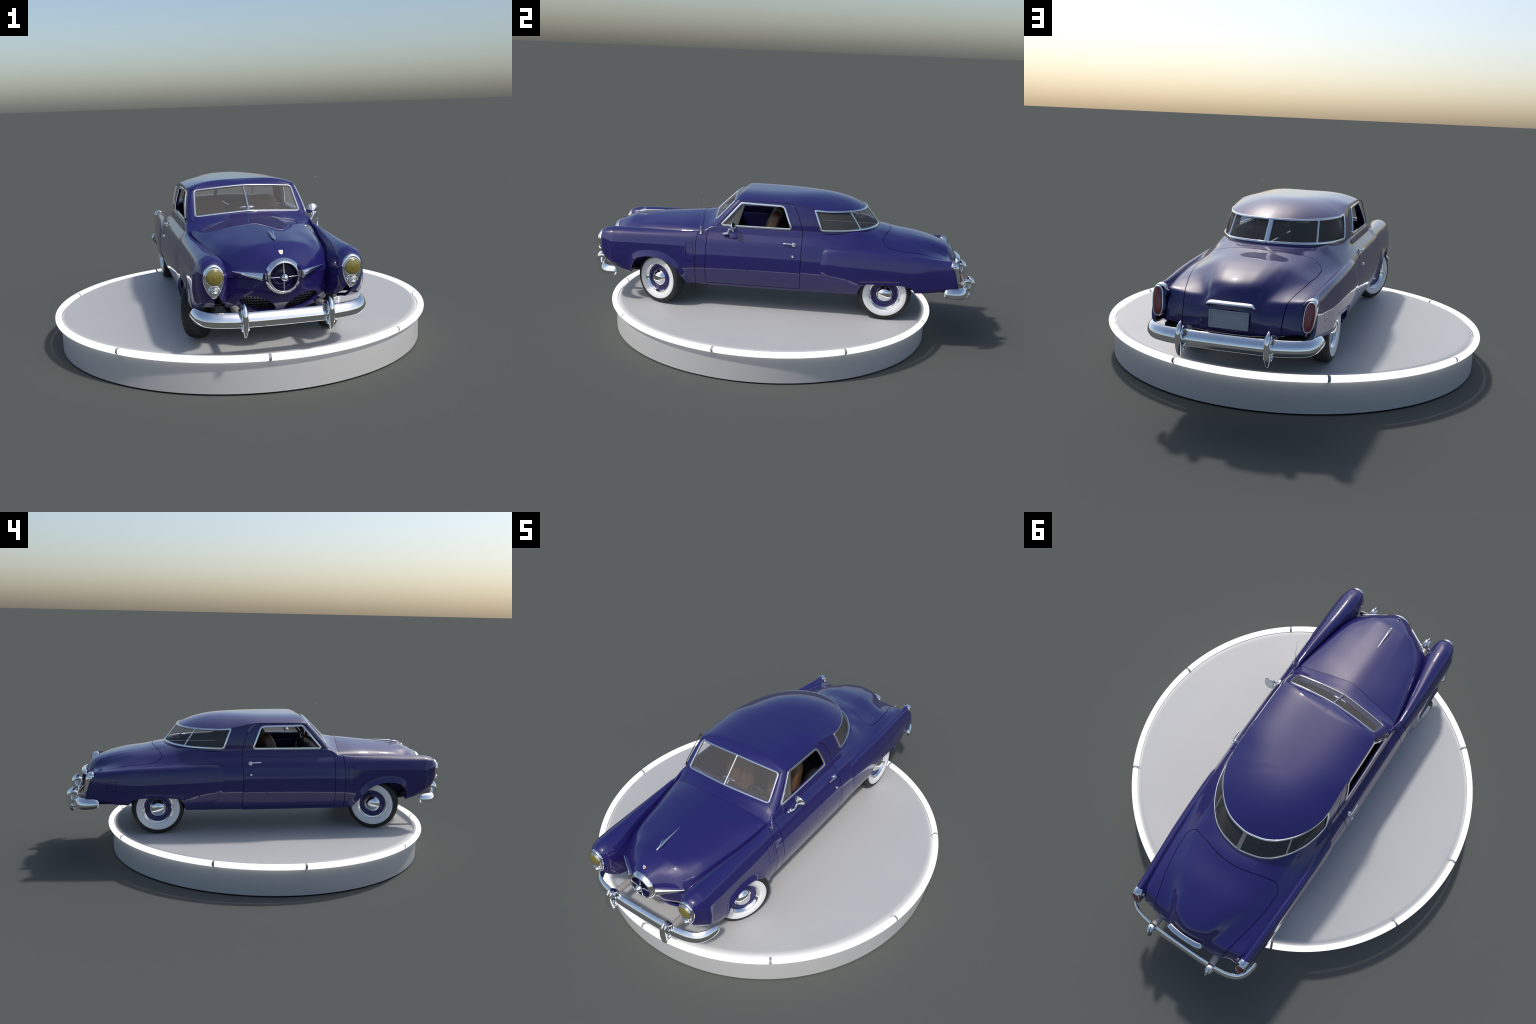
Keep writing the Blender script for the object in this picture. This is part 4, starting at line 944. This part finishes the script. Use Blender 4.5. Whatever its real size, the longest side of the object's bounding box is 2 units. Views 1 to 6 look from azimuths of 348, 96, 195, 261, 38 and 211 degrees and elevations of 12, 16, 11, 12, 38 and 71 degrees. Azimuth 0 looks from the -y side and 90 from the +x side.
# floor and chassis
for lo, hi in (((-.2965, -.440, .2765), (.2965, .405, .287)), ((-.185, -.80, .290), (.185, -.445, .305)), ((-.185, .395, .285), (.185, .86, .30)), ((-.262, .69, .318), (.262, .875, .332))):
    lo, hi = np.array(lo), np.array(hi)
    part('floor_pan', superbox((lo + hi) / 2, (hi - lo) / 2, 24, 48, 16), GAP)
part('front_axle', tube([(-.25,-.604,WZ),(.25,-.604,WZ)], .014), BLACK); part('rear_axle', tube([(-.25,.539,WZ),(.25,.539,WZ)], .016), BLACK)

# ================================================================== INTERIOR
part('cabin_floor', superbox((0, .03, .300), (.285, .40, .006), 20), CARPET)
part('firewall', superbox((0, -.40, .43), (.22, .008, .125), 12), CARPET)
dash = part('dashboard', superbox((0, -.325, .535), (.235, .045, .038), 5), CARPET)
part('rear_bulkhead', superbox((0, .47, .42), (.20, .008, .13), 12), CARPET)
part('rear_floor', superbox((0, .40, .318), (.17, .13, .006), 12), CARPET)
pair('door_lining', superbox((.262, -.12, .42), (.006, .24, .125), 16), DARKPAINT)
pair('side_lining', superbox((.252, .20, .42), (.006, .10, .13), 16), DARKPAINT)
def seat(x, y, w, top, lean):
    # local axes of the leaning back rest
    up = unit(np.array([0, math.sin(lean), math.cos(lean)])); fw = np.array([0, -math.cos(lean), math.sin(lean)]); ax = [[1, 0, 0], -fw, up]
    s = part('seat', superbox((x, y - .075, .395), (w, .095, .042), 4), LEATHER)
    base = np.array([x, y, .40]); h = (top - .40) / math.cos(lean) / 2 + .02
    part('seat_back', superbox(base + up * (h - .04), (w, .030, h), 4.5, axes=ax), LEATHER, s)
    part('seat_pad', superbox(base + up * (h - .045) + fw * .012, (w * .62, .026, h * .86), 4, axes=ax), LEATHER, s)
    return s
for sx in (.125, -.125):
    seat(sx, -.105, .080, .642, .30)
part('parcel_shelf', superbox((0, .395, .475), (.185, .075, .006), 10), CARPET)
part('rear_seat', superbox((0, .20, .375), (.20, .075, .045), 4), CARPET)
part('rear_seat_back', superbox((0, .295, .44), (.20, .025, .075), 4), CARPET)
# steering wheel (left-hand drive)
sc = np.array([.132, -.2800, .5680]); sn = unit(np.array([0, .94, .34])); e1 = np.array([1., 0, 0]); e2 = np.cross(sn, e1)
th = np.linspace(0, 2 * np.pi, 60, endpoint=False)
sw_ = part('steering_wheel', sweep(sc + .056 * (np.cos(th)[:, None] * e1 + np.sin(th)[:, None] * e2), ellipse(.0055, .0055, 12), sn, closed=True), BLACK)
for a in (0, 120, 240):
    q = math.radians(a + 90); part('steering_spoke', tube([sc - sn * .008, sc + .054 * (math.cos(q) * e1 + math.sin(q) * e2)], .0035, up=sn), BLACK, sw_)
part('steering_hub', ball(sc - sn * .008, (.012, .012, .012)), BLACK, sw_)
part('steering_column', tube([sc - sn * .01, sc - sn * .16], .009), BLACK, sw_)
